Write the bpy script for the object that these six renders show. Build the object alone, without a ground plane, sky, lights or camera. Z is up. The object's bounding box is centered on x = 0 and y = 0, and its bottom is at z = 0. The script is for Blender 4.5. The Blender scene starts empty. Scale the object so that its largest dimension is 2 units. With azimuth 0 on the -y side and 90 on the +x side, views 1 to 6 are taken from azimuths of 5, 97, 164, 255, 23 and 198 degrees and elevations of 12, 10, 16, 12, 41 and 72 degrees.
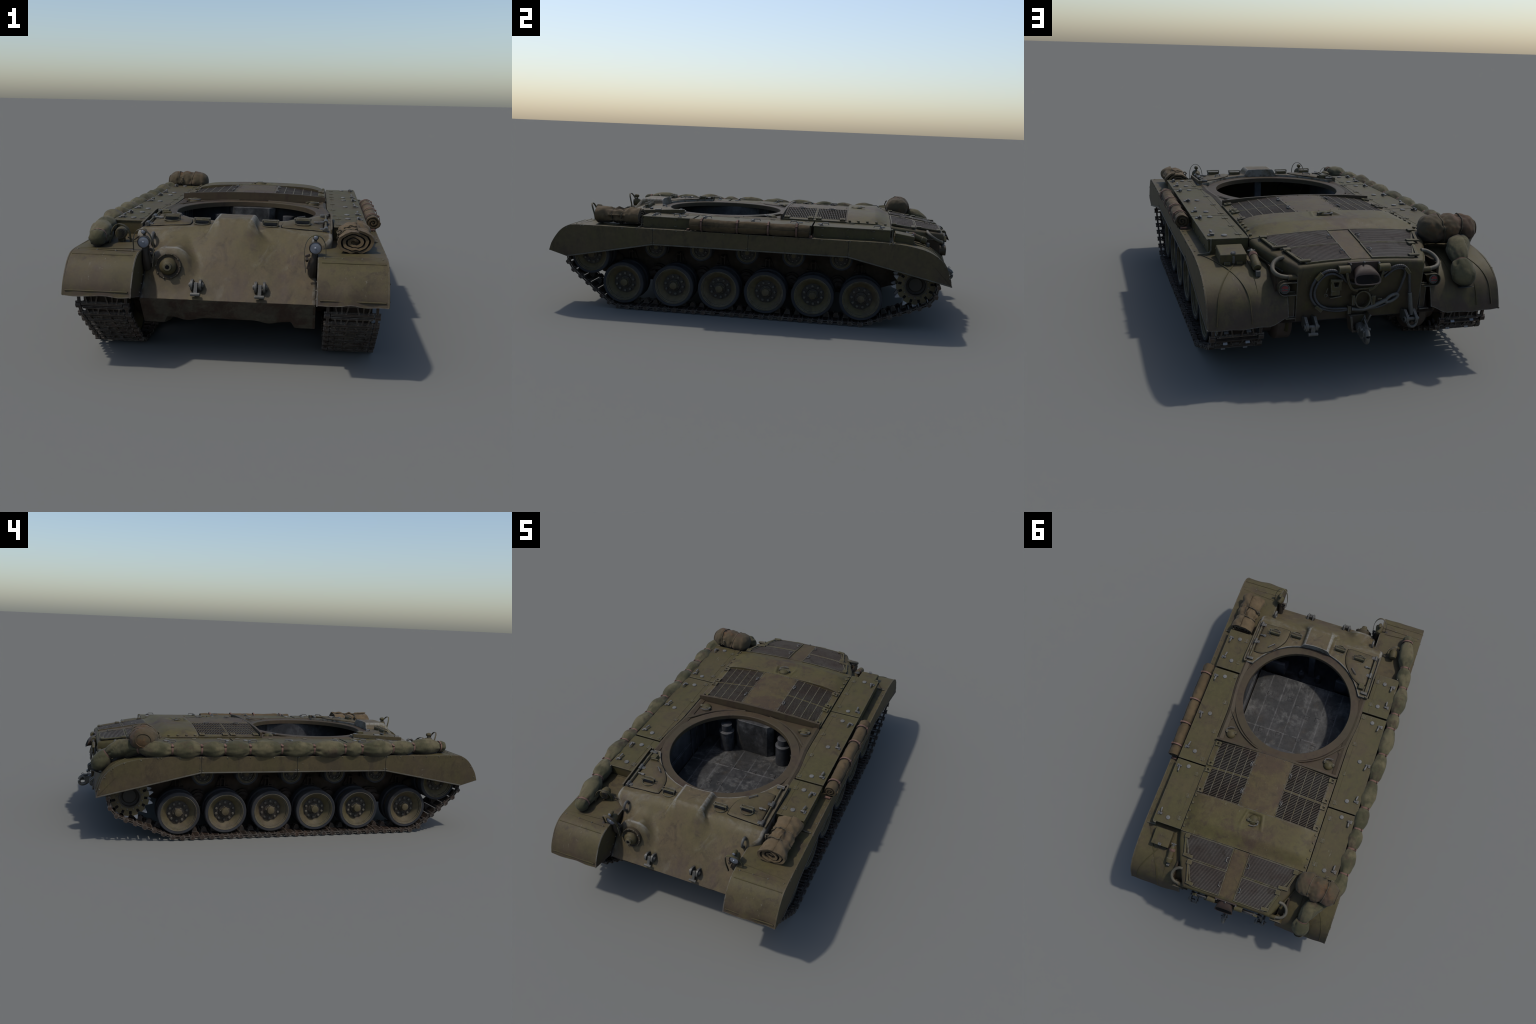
"""Turretless tank hull: tracks, wheels, fenders, stowage boxes, cast bow,
engine deck with louvres, and canvas bundles strapped along the sides.
Axes: front = -y, z up, metres.  Left/right parts are built by mirroring."""
import bpy, bmesh, math, random
from math import sin, cos, pi, sqrt, exp, atan2, hypot
from mathutils import Vector, Matrix, noise

rnd = random.Random(7)
V = Vector
ROOT_X = 0.005          # the tank's centre plane


# ------------------------------------------------------------------ helpers
def lerp(a, b, t):
    return a + (b - a) * t


def sstep(a, b, x):
    t = max(0.0, min(1.0, (x - a) / (b - a)))
    return t * t * (3 - 2 * t)


def smin(a, b, k):
    h = max(k - abs(a - b), 0.0) / k
    return min(a, b) - h * h * k * 0.25


def smax(a, b, k):
    return -smin(-a, -b, k)


def interp(pts, x):
    """piecewise linear y(x) through control points"""
    if x <= pts[0][0]:
        return pts[0][1]
    for (a, b), (c, d) in zip(pts, pts[1:]):
        if x <= c:
            return lerp(b, d, (x - a) / (c - a))
    return pts[-1][1]


def catmull(pts, per=8, closed=False):
    pts = [V(p) for p in pts]
    n = len(pts)
    out = []
    segs = n if closed else n - 1
    for i in range(segs):
        if closed:
            p0, p1, p2, p3 = (pts[(i + k - 1) % n] for k in range(4))
        else:
            p1, p2 = pts[i], pts[i + 1]
            p0 = pts[i - 1] if i else p1 * 2 - p2
            p3 = pts[i + 2] if i + 2 < n else p2 * 2 - p1
        for j in range(per):
            t = j / per
            out.append(0.5 * ((2 * p1) + (p2 - p0) * t + (2 * p0 - 5 * p1 + 4 * p2 - p3) * t * t
                              + (3 * p1 - p0 - 3 * p2 + p3) * t ** 3))
    if not closed:
        out.append(pts[-1].copy())
    return out


def frame(d):
    d = V(d).normalized()
    a = V((0, 0, 1)) if abs(d.z) < 0.9 else V((1, 0, 0))
    u = d.cross(a).normalized()
    return u, d.cross(u).normalized(), d


class MB:
    """collects geometry for one mesh"""

    def __init__(self):
        self.v, self.f = [], []

    def add(self, verts, faces):
        o = len(self.v)
        self.v += [tuple(p) for p in verts]
        self.f += [tuple(i + o for i in q) for q in faces]
        return self

    def box(self, c, s, rot=None, taper=1.0):
        c = V(c)
        vs = []
        for z in (-1, 1):
            k = taper if z > 0 else 1.0
            for x, y in ((-1, -1), (1, -1), (1, 1), (-1, 1)):
                p = V((x * s[0] / 2 * k, y * s[1] / 2 * k, z * s[2] / 2))
                vs.append(c + (rot @ p if rot else p))
        return self.add(vs, [(3, 2, 1, 0), (4, 5, 6, 7), (0, 1, 5, 4), (1, 2, 6, 5), (2, 3, 7, 6), (3, 0, 4, 7)])

    def prism(self, poly, axis, a, b):
        """poly: 2d outline in the other two axes (xyz order) swept from a to b"""
        n = len(poly)

        def mk(p, w):
            q = list(p)
            q.insert(axis, w)
            return q
        vs = [mk(p, a) for p in poly] + [mk(p, b) for p in poly]
        fs = [tuple(range(n))[::-1], tuple(range(n, 2 * n))]
        fs += [(i, (i + 1) % n, n + (i + 1) % n, n + i) for i in range(n)]
        return self.add(vs, fs)

    def cyl(self, p0, p1, r, n=16, r2=None):
        return self.revolve([(r, 0.0), (r if r2 is None else r2, (V(p1) - V(p0)).length)], p0, V(p1) - V(p0), n, True)

    def revolve(self, prof, origin, d, n=24, caps=False, closed=False):
        """prof: (radius, distance along d)"""
        u, w, d = frame(d)
        o = V(origin)
        vs = []
        for r, h in prof:
            for i in range(n):
                a = 2 * pi * i / n
                vs.append(o + d * h + (u * cos(a) + w * sin(a)) * r)
        m = len(prof)
        fs = []
        for j in range(m if closed else m - 1):
            k = (j + 1) % m
            for i in range(n):
                i2 = (i + 1) % n
                fs.append((j * n + i, j * n + i2, k * n + i2, k * n + i))
        if caps:
            fs.append(tuple(range(n))[::-1])
            fs.append(tuple(range((m - 1) * n, m * n)))
        return self.add(vs, fs)

    def tube(self, path, r, n=8, closed=False, caps=True, rf=None):
        """rf(i, angle, arclength) scales the radius"""
        path = [V(p) for p in path]
        m = len(path)
        vs = []
        prev = None
        s = 0.0
        for i, p in enumerate(path):
            if closed:
                t = path[(i + 1) % m] - path[i - 1]
            else:
                t = path[min(i + 1, m - 1)] - path[max(i - 1, 0)]
            t.normalize()
            if prev is None:
                u = frame(t)[0]
            else:
                u = prev - t * prev.dot(t)
                u.normalize()
            prev = u
            w = t.cross(u)
            if i:
                s += (p - path[i - 1]).length
            for k in range(n):
                a = 2 * pi * k / n
                rr = r * (rf(i, a, s) if rf else 1.0)
                vs.append(p + (u * cos(a) + w * sin(a)) * rr)
        fs = []
        for j in range(m if closed else m - 1):
            k = (j + 1) % m
            for i in range(n):
                i2 = (i + 1) % n
                fs.append((j * n + i, j * n + i2, k * n + i2, k * n + i))
        if caps and not closed:
            fs.append(tuple(range(n))[::-1])
            fs.append(tuple(range((m - 1) * n, m * n)))
        return self.add(vs, fs)

    def grid(self, fn, nu, nv, wrap_u=False):
        vs = [fn(i / (nu if wrap_u else nu - 1), j / (nv - 1)) for j in range(nv) for i in range(nu)]
        fs = []
        for j in range(nv - 1):
            for i in range(nu if wrap_u else nu - 1):
                i2 = (i + 1) % nu
                fs.append((j * nu + i, j * nu + i2, (j + 1) * nu + i2, (j + 1) * nu + i))
        return self.add(vs, fs)

    def strip(self, path, width_dir, w, t, closed=False):
        """flat band of width w (along width_dir) and thickness t along a path"""
        path = [V(p) for p in path]
        m = len(path)
        wd = V(width_dir).normalized()
        vs = []
        for i, p in enumerate(path):
            tg = (path[(i + 1) % m] - path[i - 1]) if closed else path[min(i + 1, m - 1)] - path[max(i - 1, 0)]
            nrm = tg.cross(wd)
            nrm.normalize()
            for a, b in ((-1, -1), (1, -1), (1, 1), (-1, 1)):
                vs.append(p + wd * (a * w / 2) + nrm * (b * t / 2))
        fs = []
        for j in range(m if closed else m - 1):
            k = (j + 1) % m
            for i in range(4):
                i2 = (i + 1) % 4
                fs.append((j * 4 + i, j * 4 + i2, k * 4 + i2, k * 4 + i))
        if not closed:
            fs += [(3, 2, 1, 0), tuple(range((m - 1) * 4, m * 4))]
        return self.add(vs, fs)

    def dome(self, c, r, h, n=12, rings=4, d=(0, 0, 1)):
        prof = [(r * cos(pi / 2 * j / rings), h * sin(pi / 2 * j / rings)) for j in range(rings)] + [(r * 0.02, h)]
        return self.revolve(prof, c, d, n, True)

    def rivet(self, c, d, r=0.003, h=0.002):
        return self.revolve([(r, -0.001), (r * 0.95, h * 0.5), (r * 0.5, h)], c, d, 8, True)

    def mirror(self):
        m = MB()
        m.v = [(-x, y, z) for x, y, z in self.v]
        m.f = [q[::-1] for q in self.f]
        return m


def join(*ms):
    r = MB()
    for m in ms:
        r.add(m.v, m.f)
    return r


def both(m):
    return join(m, m.mirror())


# ------------------------------------------------------------------ materials
def new_mat(name):
    m = bpy.data.materials.new(name)
    m.use_nodes = True
    nt = m.node_tree
    b = nt.nodes["Principled BSDF"]
    return m, nt, b


class N:
    """small node-building shorthand"""

    def __init__(self, nt):
        self.nt = nt
        self.tc = nt.nodes.new("ShaderNodeTexCoord")
        self.geo = nt.nodes.new("ShaderNodeNewGeometry")

    def node(self, t, **kw):
        n = self.nt.nodes.new(t)
        for k, v in kw.items():
            setattr(n, k, v)
        return n

    def link(self, a, b):
        self.nt.links.new(a, b)

    def coord(self, scale=(1, 1, 1), offset=(0, 0, 0), world=False):
        mp = self.node("ShaderNodeMapping")
        mp.inputs["Scale"].default_value = scale
        mp.inputs["Location"].default_value = offset
        self.link(self.geo.outputs["Position"] if world else self.tc.outputs["Object"], mp.inputs["Vector"])
        return mp.outputs[0]

    def noise(self, scale, detail=3, rough=0.55, vec=None, dist=0.0):
        n = self.node("ShaderNodeTexNoise")
        n.inputs["Scale"].default_value = scale
        n.inputs["Detail"].default_value = detail
        n.inputs["Roughness"].default_value = rough
        n.inputs["Distortion"].default_value = dist
        self.link(vec if vec else self.coord(), n.inputs["Vector"])
        return n.outputs["Fac"]

    def ramp(self, fac, a, b, va=0.0, vb=1.0):
        r = self.node("ShaderNodeMapRange")
        r.interpolation_type = "SMOOTHSTEP"
        self.link(fac, r.inputs[0])
        for i, v in zip((1, 2, 3, 4), (a, b, va, vb)):
            r.inputs[i].default_value = v
        return r.outputs[0]

    def math(self, op, a, b=None, clamp=False):
        m = self.node("ShaderNodeMath", operation=op, use_clamp=clamp)
        for i, x in enumerate((a, b)):
            if x is None:
                continue
            if isinstance(x, (int, float)):
                m.inputs[i].default_value = x
            else:
                self.link(x, m.inputs[i])
        return m.outputs[0]

    def mix(self, fac, a, b, mode="MIX"):
        m = self.node("ShaderNodeMix", data_type="RGBA", blend_type=mode)
        for idx, x in ((0, fac), (6, a), (7, b)):
            if isinstance(x, (int, float)):
                m.inputs[idx].default_value = x
            elif isinstance(x, tuple):
                m.inputs[idx].default_value = (*x, 1.0)
            else:
                self.link(x, m.inputs[idx])
        return m.outputs[2]

    def edge(self, radius):
        """0 on flats, rising towards 1 at convex/concave edges"""
        bv = self.node("ShaderNodeBevel", samples=4)
        bv.inputs["Radius"].default_value = radius
        d = self.node("ShaderNodeVectorMath", operation="DOT_PRODUCT")
        self.link(bv.outputs[0], d.inputs[0])
        self.link(self.geo.outputs["Normal"], d.inputs[1])
        return self.ramp(d.outputs["Value"], 0.995, 0.86)

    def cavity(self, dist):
        """ambient-occlusion mask for baking corner shade into colour: 1 in tight corners, 0 in the open"""
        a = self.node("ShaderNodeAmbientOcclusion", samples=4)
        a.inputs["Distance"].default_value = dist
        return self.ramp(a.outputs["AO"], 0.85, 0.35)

    def posz(self):
        s = self.node("ShaderNodeSeparateXYZ")
        self.link(self.geo.outputs["Position"], s.inputs[0])
        return s.outputs


def paint(name, a, b, rust=(0.060, 0.042, 0.032), rust_amt=0.55, wear=0.6, wear_r=0.004, dirt=0.5, rough=0.62,
          wear_col=(0.17, 0.165, 0.15), grain=0.25, scratches=0.5, bump=0.05, spec=0.35, rust_lo=0.50, rust_hi=0.68,
          metallic=0.0, random=0.0, worn_bends=0.0, cavity=0.8, light=None):
    m, nt, bs = new_mat(name)
    n = N(nt)
    wc = n.coord(world=True)
    big = n.noise(5.5, 4, 0.6, vec=wc)
    col = n.mix(n.ramp(big, 0.36, 0.64), a, b)
    # rusty brown blotches
    bl = n.noise(9.0, 6, 0.68, vec=n.coord((1, 1, 0.6), (3.1, 1.7, 0.4), world=True), dist=0.4)
    col = n.mix(n.math("MULTIPLY", n.ramp(bl, rust_lo, rust_hi), rust_amt), col, rust)
    st = n.noise(17.0, 6, 0.72, vec=n.coord((1, 1, 0.45), (7.7, 3.3, 1.9), world=True), dist=0.6)
    col = n.mix(n.math('MULTIPLY', n.ramp(st, 0.52, 0.68), 0.55), col, (0.030, 0.022, 0.014))
    lt = n.noise(8.0, 5, 0.7, vec=n.coord((1.3, 1, 1), (1.7, 6.3, 2.9), world=True), dist=0.5)
    col = n.mix(n.math('MULTIPLY', n.ramp(lt, 0.54, 0.70), 0.5), col, a if not light else light)
    # dust and dark earth low down
    z = n.posz()
    dm = n.math("MULTIPLY", n.ramp(z[2], 0.41, 0.23), n.ramp(n.noise(14, 5, 0.65, vec=wc), 0.30, 0.58))
    col = n.mix(n.math("MULTIPLY", dm, dirt), col, (0.047, 0.032, 0.023))
    # fine grain
    g = n.noise(170, 3, 0.6, vec=wc)
    g2 = n.noise(45, 4, 0.6, vec=wc)
    gv = n.math("ADD", n.math("MULTIPLY", n.math("SUBTRACT", g, 0.5), grain), n.math("MULTIPLY", n.math("SUBTRACT", g2, 0.5), grain * 1.6))
    gv = n.math("ADD", gv, 1.0)
    grey = n.node("ShaderNodeCombineXYZ")
    for i in range(3):
        n.link(gv, grey.inputs[i])
    col = n.mix(1.0, col, grey.outputs[0], "MULTIPLY")
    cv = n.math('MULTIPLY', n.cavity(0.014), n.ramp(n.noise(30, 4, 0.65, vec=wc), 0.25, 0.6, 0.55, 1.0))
    col = n.mix(n.math('MULTIPLY', cv, cavity), col, (0.014, 0.011, 0.008))  # contact shadow in seams and corners, baked into the paint colour
    # scratches: long thin ridges of stretched noise
    if scratches:
        sc = n.noise(1.0, 2, 0.5, vec=n.coord((190, 26, 60), (0.3, 0.1, 0.7), world=True), dist=1.2)
        gate = n.noise(7, 2, 0.5, vec=n.coord((1, 1, 1), (9, 4, 2), world=True))
        sm = n.math("MULTIPLY", n.ramp(sc, 0.70, 0.76), n.ramp(gate, 0.52, 0.62))
        col = n.mix(n.math("MULTIPLY", sm, scratches), col, (0.20, 0.19, 0.155))
    # worn edges
    if wear:
        e = n.edge(wear_r)
        en = n.ramp(n.noise(38, 4, 0.7, vec=wc), 0.32, 0.60)
        col = n.mix(n.math("MULTIPLY", n.math("MULTIPLY", e, en), wear), col, wear_col)
    if worn_bends:
        pt = n.ramp(n.geo.outputs['Pointiness'], 0.5018, 0.514)
        pn = n.ramp(n.noise(26, 5, 0.7, vec=n.coord((1, 2.2, 1), (4, 1, 6), world=True)), 0.30, 0.62)
        col = n.mix(n.math('MULTIPLY', n.math('MULTIPLY', pt, pn), worn_bends), col, wear_col)
    if random:
        oi = n.node("ShaderNodeObjectInfo")
        rv = n.math("ADD", n.math("MULTIPLY", n.math("SUBTRACT", oi.outputs["Random"], 0.5), random), 1.0)
        rg = n.node("ShaderNodeCombineXYZ")
        for i in range(3):
            n.link(rv, rg.inputs[i])
        col = n.mix(1.0, col, rg.outputs[0], "MULTIPLY")
    n.link(col, bs.inputs["Base Color"])
    rr = n.math("ADD", n.math("MULTIPLY", g2, 0.25), rough - 0.12)
    n.link(rr, bs.inputs["Roughness"])
    bs.inputs["Specular IOR Level"].default_value = spec
    bs.inputs["Metallic"].default_value = metallic
    if bump:
        bp = n.node("ShaderNodeBump")
        bp.inputs["Strength"].default_value = bump * 3
        bp.inputs["Distance"].default_value = 0.002
        n.link(n.noise(120, 4, 0.65, vec=wc), bp.inputs["Height"])
        n.link(bp.outputs[0], bs.inputs["Normal"])
    return m


def cloth(name, a, b, c, scale=9.0, weave=0.3, lo=0.40, hi=0.60):
    m, nt, bs = new_mat(name)
    n = N(nt)
    wc = n.coord(world=True)
    col = n.mix(n.ramp(n.noise(scale, 4, 0.6, vec=wc), lo, hi), a, b)
    col = n.mix(n.math("MULTIPLY", n.ramp(n.noise(scale * 1.5, 5, 0.65, vec=n.coord((1, 1, 1), (5, 2, 8), world=True)), 0.52, 0.68), 0.8), col, c)
    g = n.noise(230, 2, 0.6, vec=wc)
    g2 = n.noise(40, 4, 0.6, vec=wc)
    gv = n.math("ADD", n.math("ADD", n.math("MULTIPLY", n.math("SUBTRACT", g, 0.5), weave), n.math("MULTIPLY", n.math("SUBTRACT", g2, 0.5), weave * 1.6)), 1.0)
    grey = n.node("ShaderNodeCombineXYZ")
    for i in range(3):
        n.link(gv, grey.inputs[i])
    col = n.mix(1.0, col, grey.outputs[0], "MULTIPLY")
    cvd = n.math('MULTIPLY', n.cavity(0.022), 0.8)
    col = n.mix(cvd, col, (0.012, 0.010, 0.007))  # occlusion shade between puffs and straps tinted into the canvas
    # colour darkens where the cloth faces down
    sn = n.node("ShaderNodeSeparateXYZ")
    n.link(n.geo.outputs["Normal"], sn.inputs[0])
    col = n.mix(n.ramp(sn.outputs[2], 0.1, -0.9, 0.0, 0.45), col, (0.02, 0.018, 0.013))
    n.link(col, bs.inputs["Base Color"])
    bs.inputs["Roughness"].default_value = 0.9
    bs.inputs["Specular IOR Level"].default_value = 0.15
    bs.inputs["Sheen Weight"].default_value = 0.05
    bp = n.node("ShaderNodeBump")
    bp.inputs["Strength"].default_value = 0.35
    bp.inputs["Distance"].default_value = 0.003
    n.link(n.noise(60, 5, 0.65, vec=wc), bp.inputs["Height"])
    n.link(bp.outputs[0], bs.inputs["Normal"])
    return m


OLIVE_A, OLIVE_B = (0.059, 0.050, 0.0185), (0.064, 0.050, 0.0215)
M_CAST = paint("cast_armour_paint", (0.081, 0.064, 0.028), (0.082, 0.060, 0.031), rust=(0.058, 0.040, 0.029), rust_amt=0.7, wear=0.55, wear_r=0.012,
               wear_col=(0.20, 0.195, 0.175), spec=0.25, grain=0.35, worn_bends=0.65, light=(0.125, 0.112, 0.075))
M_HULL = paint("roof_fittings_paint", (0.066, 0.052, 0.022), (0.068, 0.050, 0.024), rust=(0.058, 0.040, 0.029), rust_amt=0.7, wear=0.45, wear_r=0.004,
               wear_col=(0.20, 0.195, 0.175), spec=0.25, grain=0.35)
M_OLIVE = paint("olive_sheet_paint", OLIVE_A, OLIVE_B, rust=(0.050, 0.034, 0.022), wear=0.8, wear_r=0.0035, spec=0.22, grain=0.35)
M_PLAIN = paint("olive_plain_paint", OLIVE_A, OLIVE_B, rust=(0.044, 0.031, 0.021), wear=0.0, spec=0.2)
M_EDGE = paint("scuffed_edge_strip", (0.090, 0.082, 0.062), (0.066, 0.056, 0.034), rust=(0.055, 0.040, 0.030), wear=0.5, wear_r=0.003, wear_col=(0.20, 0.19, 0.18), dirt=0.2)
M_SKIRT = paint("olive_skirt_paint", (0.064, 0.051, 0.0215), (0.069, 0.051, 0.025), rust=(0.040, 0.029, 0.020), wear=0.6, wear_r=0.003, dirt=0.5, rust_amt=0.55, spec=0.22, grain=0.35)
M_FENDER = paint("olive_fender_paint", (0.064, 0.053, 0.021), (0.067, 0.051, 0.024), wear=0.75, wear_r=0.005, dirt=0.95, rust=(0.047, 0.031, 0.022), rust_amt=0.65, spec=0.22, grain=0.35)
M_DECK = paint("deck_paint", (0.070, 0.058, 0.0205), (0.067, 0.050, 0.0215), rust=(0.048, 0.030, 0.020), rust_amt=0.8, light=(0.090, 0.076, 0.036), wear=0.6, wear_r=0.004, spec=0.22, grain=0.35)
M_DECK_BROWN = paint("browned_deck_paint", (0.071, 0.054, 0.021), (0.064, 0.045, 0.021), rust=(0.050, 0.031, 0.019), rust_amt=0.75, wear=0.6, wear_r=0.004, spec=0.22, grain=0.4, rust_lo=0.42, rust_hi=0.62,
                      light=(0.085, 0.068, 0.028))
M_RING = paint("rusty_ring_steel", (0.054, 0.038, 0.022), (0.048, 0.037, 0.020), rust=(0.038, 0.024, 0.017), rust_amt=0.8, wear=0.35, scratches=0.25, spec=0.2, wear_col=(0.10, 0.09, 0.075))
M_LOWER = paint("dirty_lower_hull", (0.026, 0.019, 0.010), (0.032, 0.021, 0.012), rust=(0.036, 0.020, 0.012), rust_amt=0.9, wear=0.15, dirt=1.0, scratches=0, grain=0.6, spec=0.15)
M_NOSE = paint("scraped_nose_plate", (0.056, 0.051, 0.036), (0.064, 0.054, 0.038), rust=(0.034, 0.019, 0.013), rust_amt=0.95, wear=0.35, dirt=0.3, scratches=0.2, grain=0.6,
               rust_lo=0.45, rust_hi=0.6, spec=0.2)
M_REAR = paint("rear_plate_paint", (0.053, 0.044, 0.016), (0.050, 0.037, 0.017), rust=(0.036, 0.026, 0.017), rust_amt=0.65, wear=0.6, wear_r=0.006, dirt=0.8, spec=0.22, grain=0.35)  # base colours lowered to match the tank's shaded rear
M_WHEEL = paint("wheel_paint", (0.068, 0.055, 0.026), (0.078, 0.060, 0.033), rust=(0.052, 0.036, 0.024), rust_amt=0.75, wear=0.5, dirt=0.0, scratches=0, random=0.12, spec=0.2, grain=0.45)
M_HUB = paint("dark_hub_brown", (0.018, 0.015, 0.011), (0.028, 0.021, 0.014), rust=(0.035, 0.021, 0.014), rust_amt=0.7, wear=0.35, dirt=0.0, scratches=0, wear_col=(0.09, 0.08, 0.07))
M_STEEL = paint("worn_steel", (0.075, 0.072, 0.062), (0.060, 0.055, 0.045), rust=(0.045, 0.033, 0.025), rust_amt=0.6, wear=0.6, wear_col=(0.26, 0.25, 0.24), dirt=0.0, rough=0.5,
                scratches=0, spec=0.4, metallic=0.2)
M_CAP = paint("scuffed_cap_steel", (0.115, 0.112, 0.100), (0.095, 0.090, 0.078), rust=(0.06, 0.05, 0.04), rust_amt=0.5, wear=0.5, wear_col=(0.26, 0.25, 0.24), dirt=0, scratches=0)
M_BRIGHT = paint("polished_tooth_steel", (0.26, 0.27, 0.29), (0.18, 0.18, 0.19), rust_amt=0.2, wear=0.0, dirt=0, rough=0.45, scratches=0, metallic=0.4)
M_TRACK = paint("rusty_track_steel", (0.029, 0.023, 0.019), (0.039, 0.026, 0.018), rust=(0.052, 0.027, 0.017), rust_amt=0.7, wear=0.85, wear_r=0.0025, wear_col=(0.20, 0.18, 0.155), dirt=0.0,  # albedo darkened partly toward the look of the shadowed front run
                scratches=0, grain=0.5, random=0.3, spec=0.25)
M_WEB = paint("dark_track_web", (0.016, 0.012, 0.009), (0.022, 0.015, 0.011), rust=(0.032, 0.018, 0.012), rust_amt=0.6, wear=0, dirt=0, scratches=0, grain=0.5, spec=0.1)  # near-black web behind the shoe bars
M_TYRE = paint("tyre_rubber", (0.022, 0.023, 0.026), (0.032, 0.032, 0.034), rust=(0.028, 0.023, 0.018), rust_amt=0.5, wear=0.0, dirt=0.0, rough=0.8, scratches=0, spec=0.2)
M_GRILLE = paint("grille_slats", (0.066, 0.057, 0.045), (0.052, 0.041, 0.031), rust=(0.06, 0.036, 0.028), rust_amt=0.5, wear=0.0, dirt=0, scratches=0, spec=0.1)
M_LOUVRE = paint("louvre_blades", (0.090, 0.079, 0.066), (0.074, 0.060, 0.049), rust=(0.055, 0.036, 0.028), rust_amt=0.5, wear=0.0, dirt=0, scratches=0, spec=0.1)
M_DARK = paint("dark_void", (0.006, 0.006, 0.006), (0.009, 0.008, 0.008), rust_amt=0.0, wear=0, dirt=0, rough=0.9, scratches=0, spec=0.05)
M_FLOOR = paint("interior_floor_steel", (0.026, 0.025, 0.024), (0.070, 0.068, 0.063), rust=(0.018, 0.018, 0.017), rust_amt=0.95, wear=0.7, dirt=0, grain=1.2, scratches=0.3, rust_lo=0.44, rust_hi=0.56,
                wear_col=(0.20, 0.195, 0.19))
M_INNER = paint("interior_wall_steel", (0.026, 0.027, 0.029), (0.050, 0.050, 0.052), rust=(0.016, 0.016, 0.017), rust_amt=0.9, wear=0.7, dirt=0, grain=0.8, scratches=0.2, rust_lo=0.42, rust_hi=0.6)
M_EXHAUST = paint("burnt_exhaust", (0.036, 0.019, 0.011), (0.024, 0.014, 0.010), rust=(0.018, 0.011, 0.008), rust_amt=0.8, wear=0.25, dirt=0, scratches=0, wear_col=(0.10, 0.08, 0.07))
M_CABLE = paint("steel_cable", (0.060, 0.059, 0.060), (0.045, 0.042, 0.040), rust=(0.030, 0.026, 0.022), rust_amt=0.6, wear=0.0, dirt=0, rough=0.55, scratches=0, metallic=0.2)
M_GREEN = cloth("green_canvas", (0.050, 0.047, 0.025), (0.094, 0.081, 0.044), (0.056, 0.039, 0.026), lo=0.40, hi=0.60)
M_TAN = cloth("tan_canvas", (0.070, 0.049, 0.025), (0.088, 0.061, 0.031), (0.036, 0.026, 0.016), 8)
M_BEDROLL = cloth("khaki_blanket", (0.092, 0.066, 0.036), (0.105, 0.074, 0.040), (0.068, 0.047, 0.028), 8)
M_BAG = cloth("brown_duffel_canvas", (0.072, 0.046, 0.030), (0.062, 0.048, 0.028), (0.100, 0.056, 0.026), 9)
M_STRAP = cloth("leather_strap", (0.125, 0.070, 0.052), (0.145, 0.085, 0.065), (0.06, 0.035, 0.026), 20)
M_ROPE = cloth("rope", (0.070, 0.057, 0.036), (0.080, 0.065, 0.042), (0.05, 0.04, 0.025), 30)


def simple(name, col, rough=0.5, metallic=0.0, spec=0.5):
    m, nt, bs = new_mat(name)
    n = N(nt)
    c = n.mix(n.ramp(n.noise(60, 4, vec=n.coord(world=True)), 0.3, 0.7), tuple(x * 0.8 for x in col), col)
    n.link(c, bs.inputs["Base Color"])
    bs.inputs["Roughness"].default_value = rough
    bs.inputs["Metallic"].default_value = metallic
    bs.inputs["Specular IOR Level"].default_value = spec
    return m


M_LENS = simple("headlamp_lens", (0.14, 0.15, 0.175), 0.2)
M_LENS_EDGE = simple("headlamp_reflector", (0.33, 0.35, 0.38), 0.25, 0.3)
M_RED = simple("red_lens", (0.16, 0.012, 0.014), 0.35)
M_GREYLENS = simple("grey_lens", (0.06, 0.058, 0.056), 0.4)
M_GLASS = simple("periscope_glass", (0.010, 0.012, 0.015), 0.15)

# ------------------------------------------------------------------ objects
root = bpy.data.objects.new("tank", None)
bpy.context.scene.collection.objects.link(root)
root.location = (ROOT_X, 0, 0)
root.empty_display_size = 0.3
root["label"] = "turretless olive drab battle tank hull with tracks and strapped canvas bundles"
root["category"] = "battle tank"


def link(ob, parent):
    bpy.context.scene.collection.objects.link(ob)
    ob.parent = parent
    return ob


def mesh(name, mb, mats, smooth=35, slots=None, recalc=True, face_up=False):
    me = bpy.data.meshes.new(name)
    me.from_pydata(mb.v, [], mb.f)
    if recalc:
        bm = bmesh.new()
        bm.from_mesh(me)
        bmesh.ops.recalc_face_normals(bm, faces=bm.faces)
        if face_up and sum(f.normal.z for f in bm.faces) < 0:
            bmesh.ops.reverse_faces(bm, faces=bm.faces)
        bm.to_mesh(me)
        bm.free()
    for m in (mats if isinstance(mats, (list, tuple)) else [mats]):
        me.materials.append(m)
    if slots:
        for p in me.polygons:
            p.material_index = slots(p)
    if smooth:
        me.polygons.foreach_set("use_smooth", [True] * len(me.polygons))
        me.set_sharp_from_angle(angle=math.radians(smooth))
    me.update()
    return me


def part(name, mb, mats, parent=root, bevel=0.0, smooth=35, slots=None, seg=2, stuff=False, loc=None, recalc=True, face_up=False):
    ob = bpy.data.objects.new(name, mesh(name, mb, mats, smooth, slots, recalc, face_up))
    link(ob, parent)
    if loc:
        ob.location = loc
    if bevel:
        md = ob.modifiers.new("bevel", "BEVEL")
        md.width = bevel
        md.segments = seg
        md.limit_method = "ANGLE"
        md.angle_limit = math.radians(38)
        md.harden_normals = bool(smooth)
    if stuff:
        ob["kind"] = "stuff"
    return ob


def empty(name, parent=root, loc=(0, 0, 0)):
    e = bpy.data.objects.new(name, None)
    e.empty_display_size = 0.05
    link(e, parent)
    e.location = loc
    return e


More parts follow.
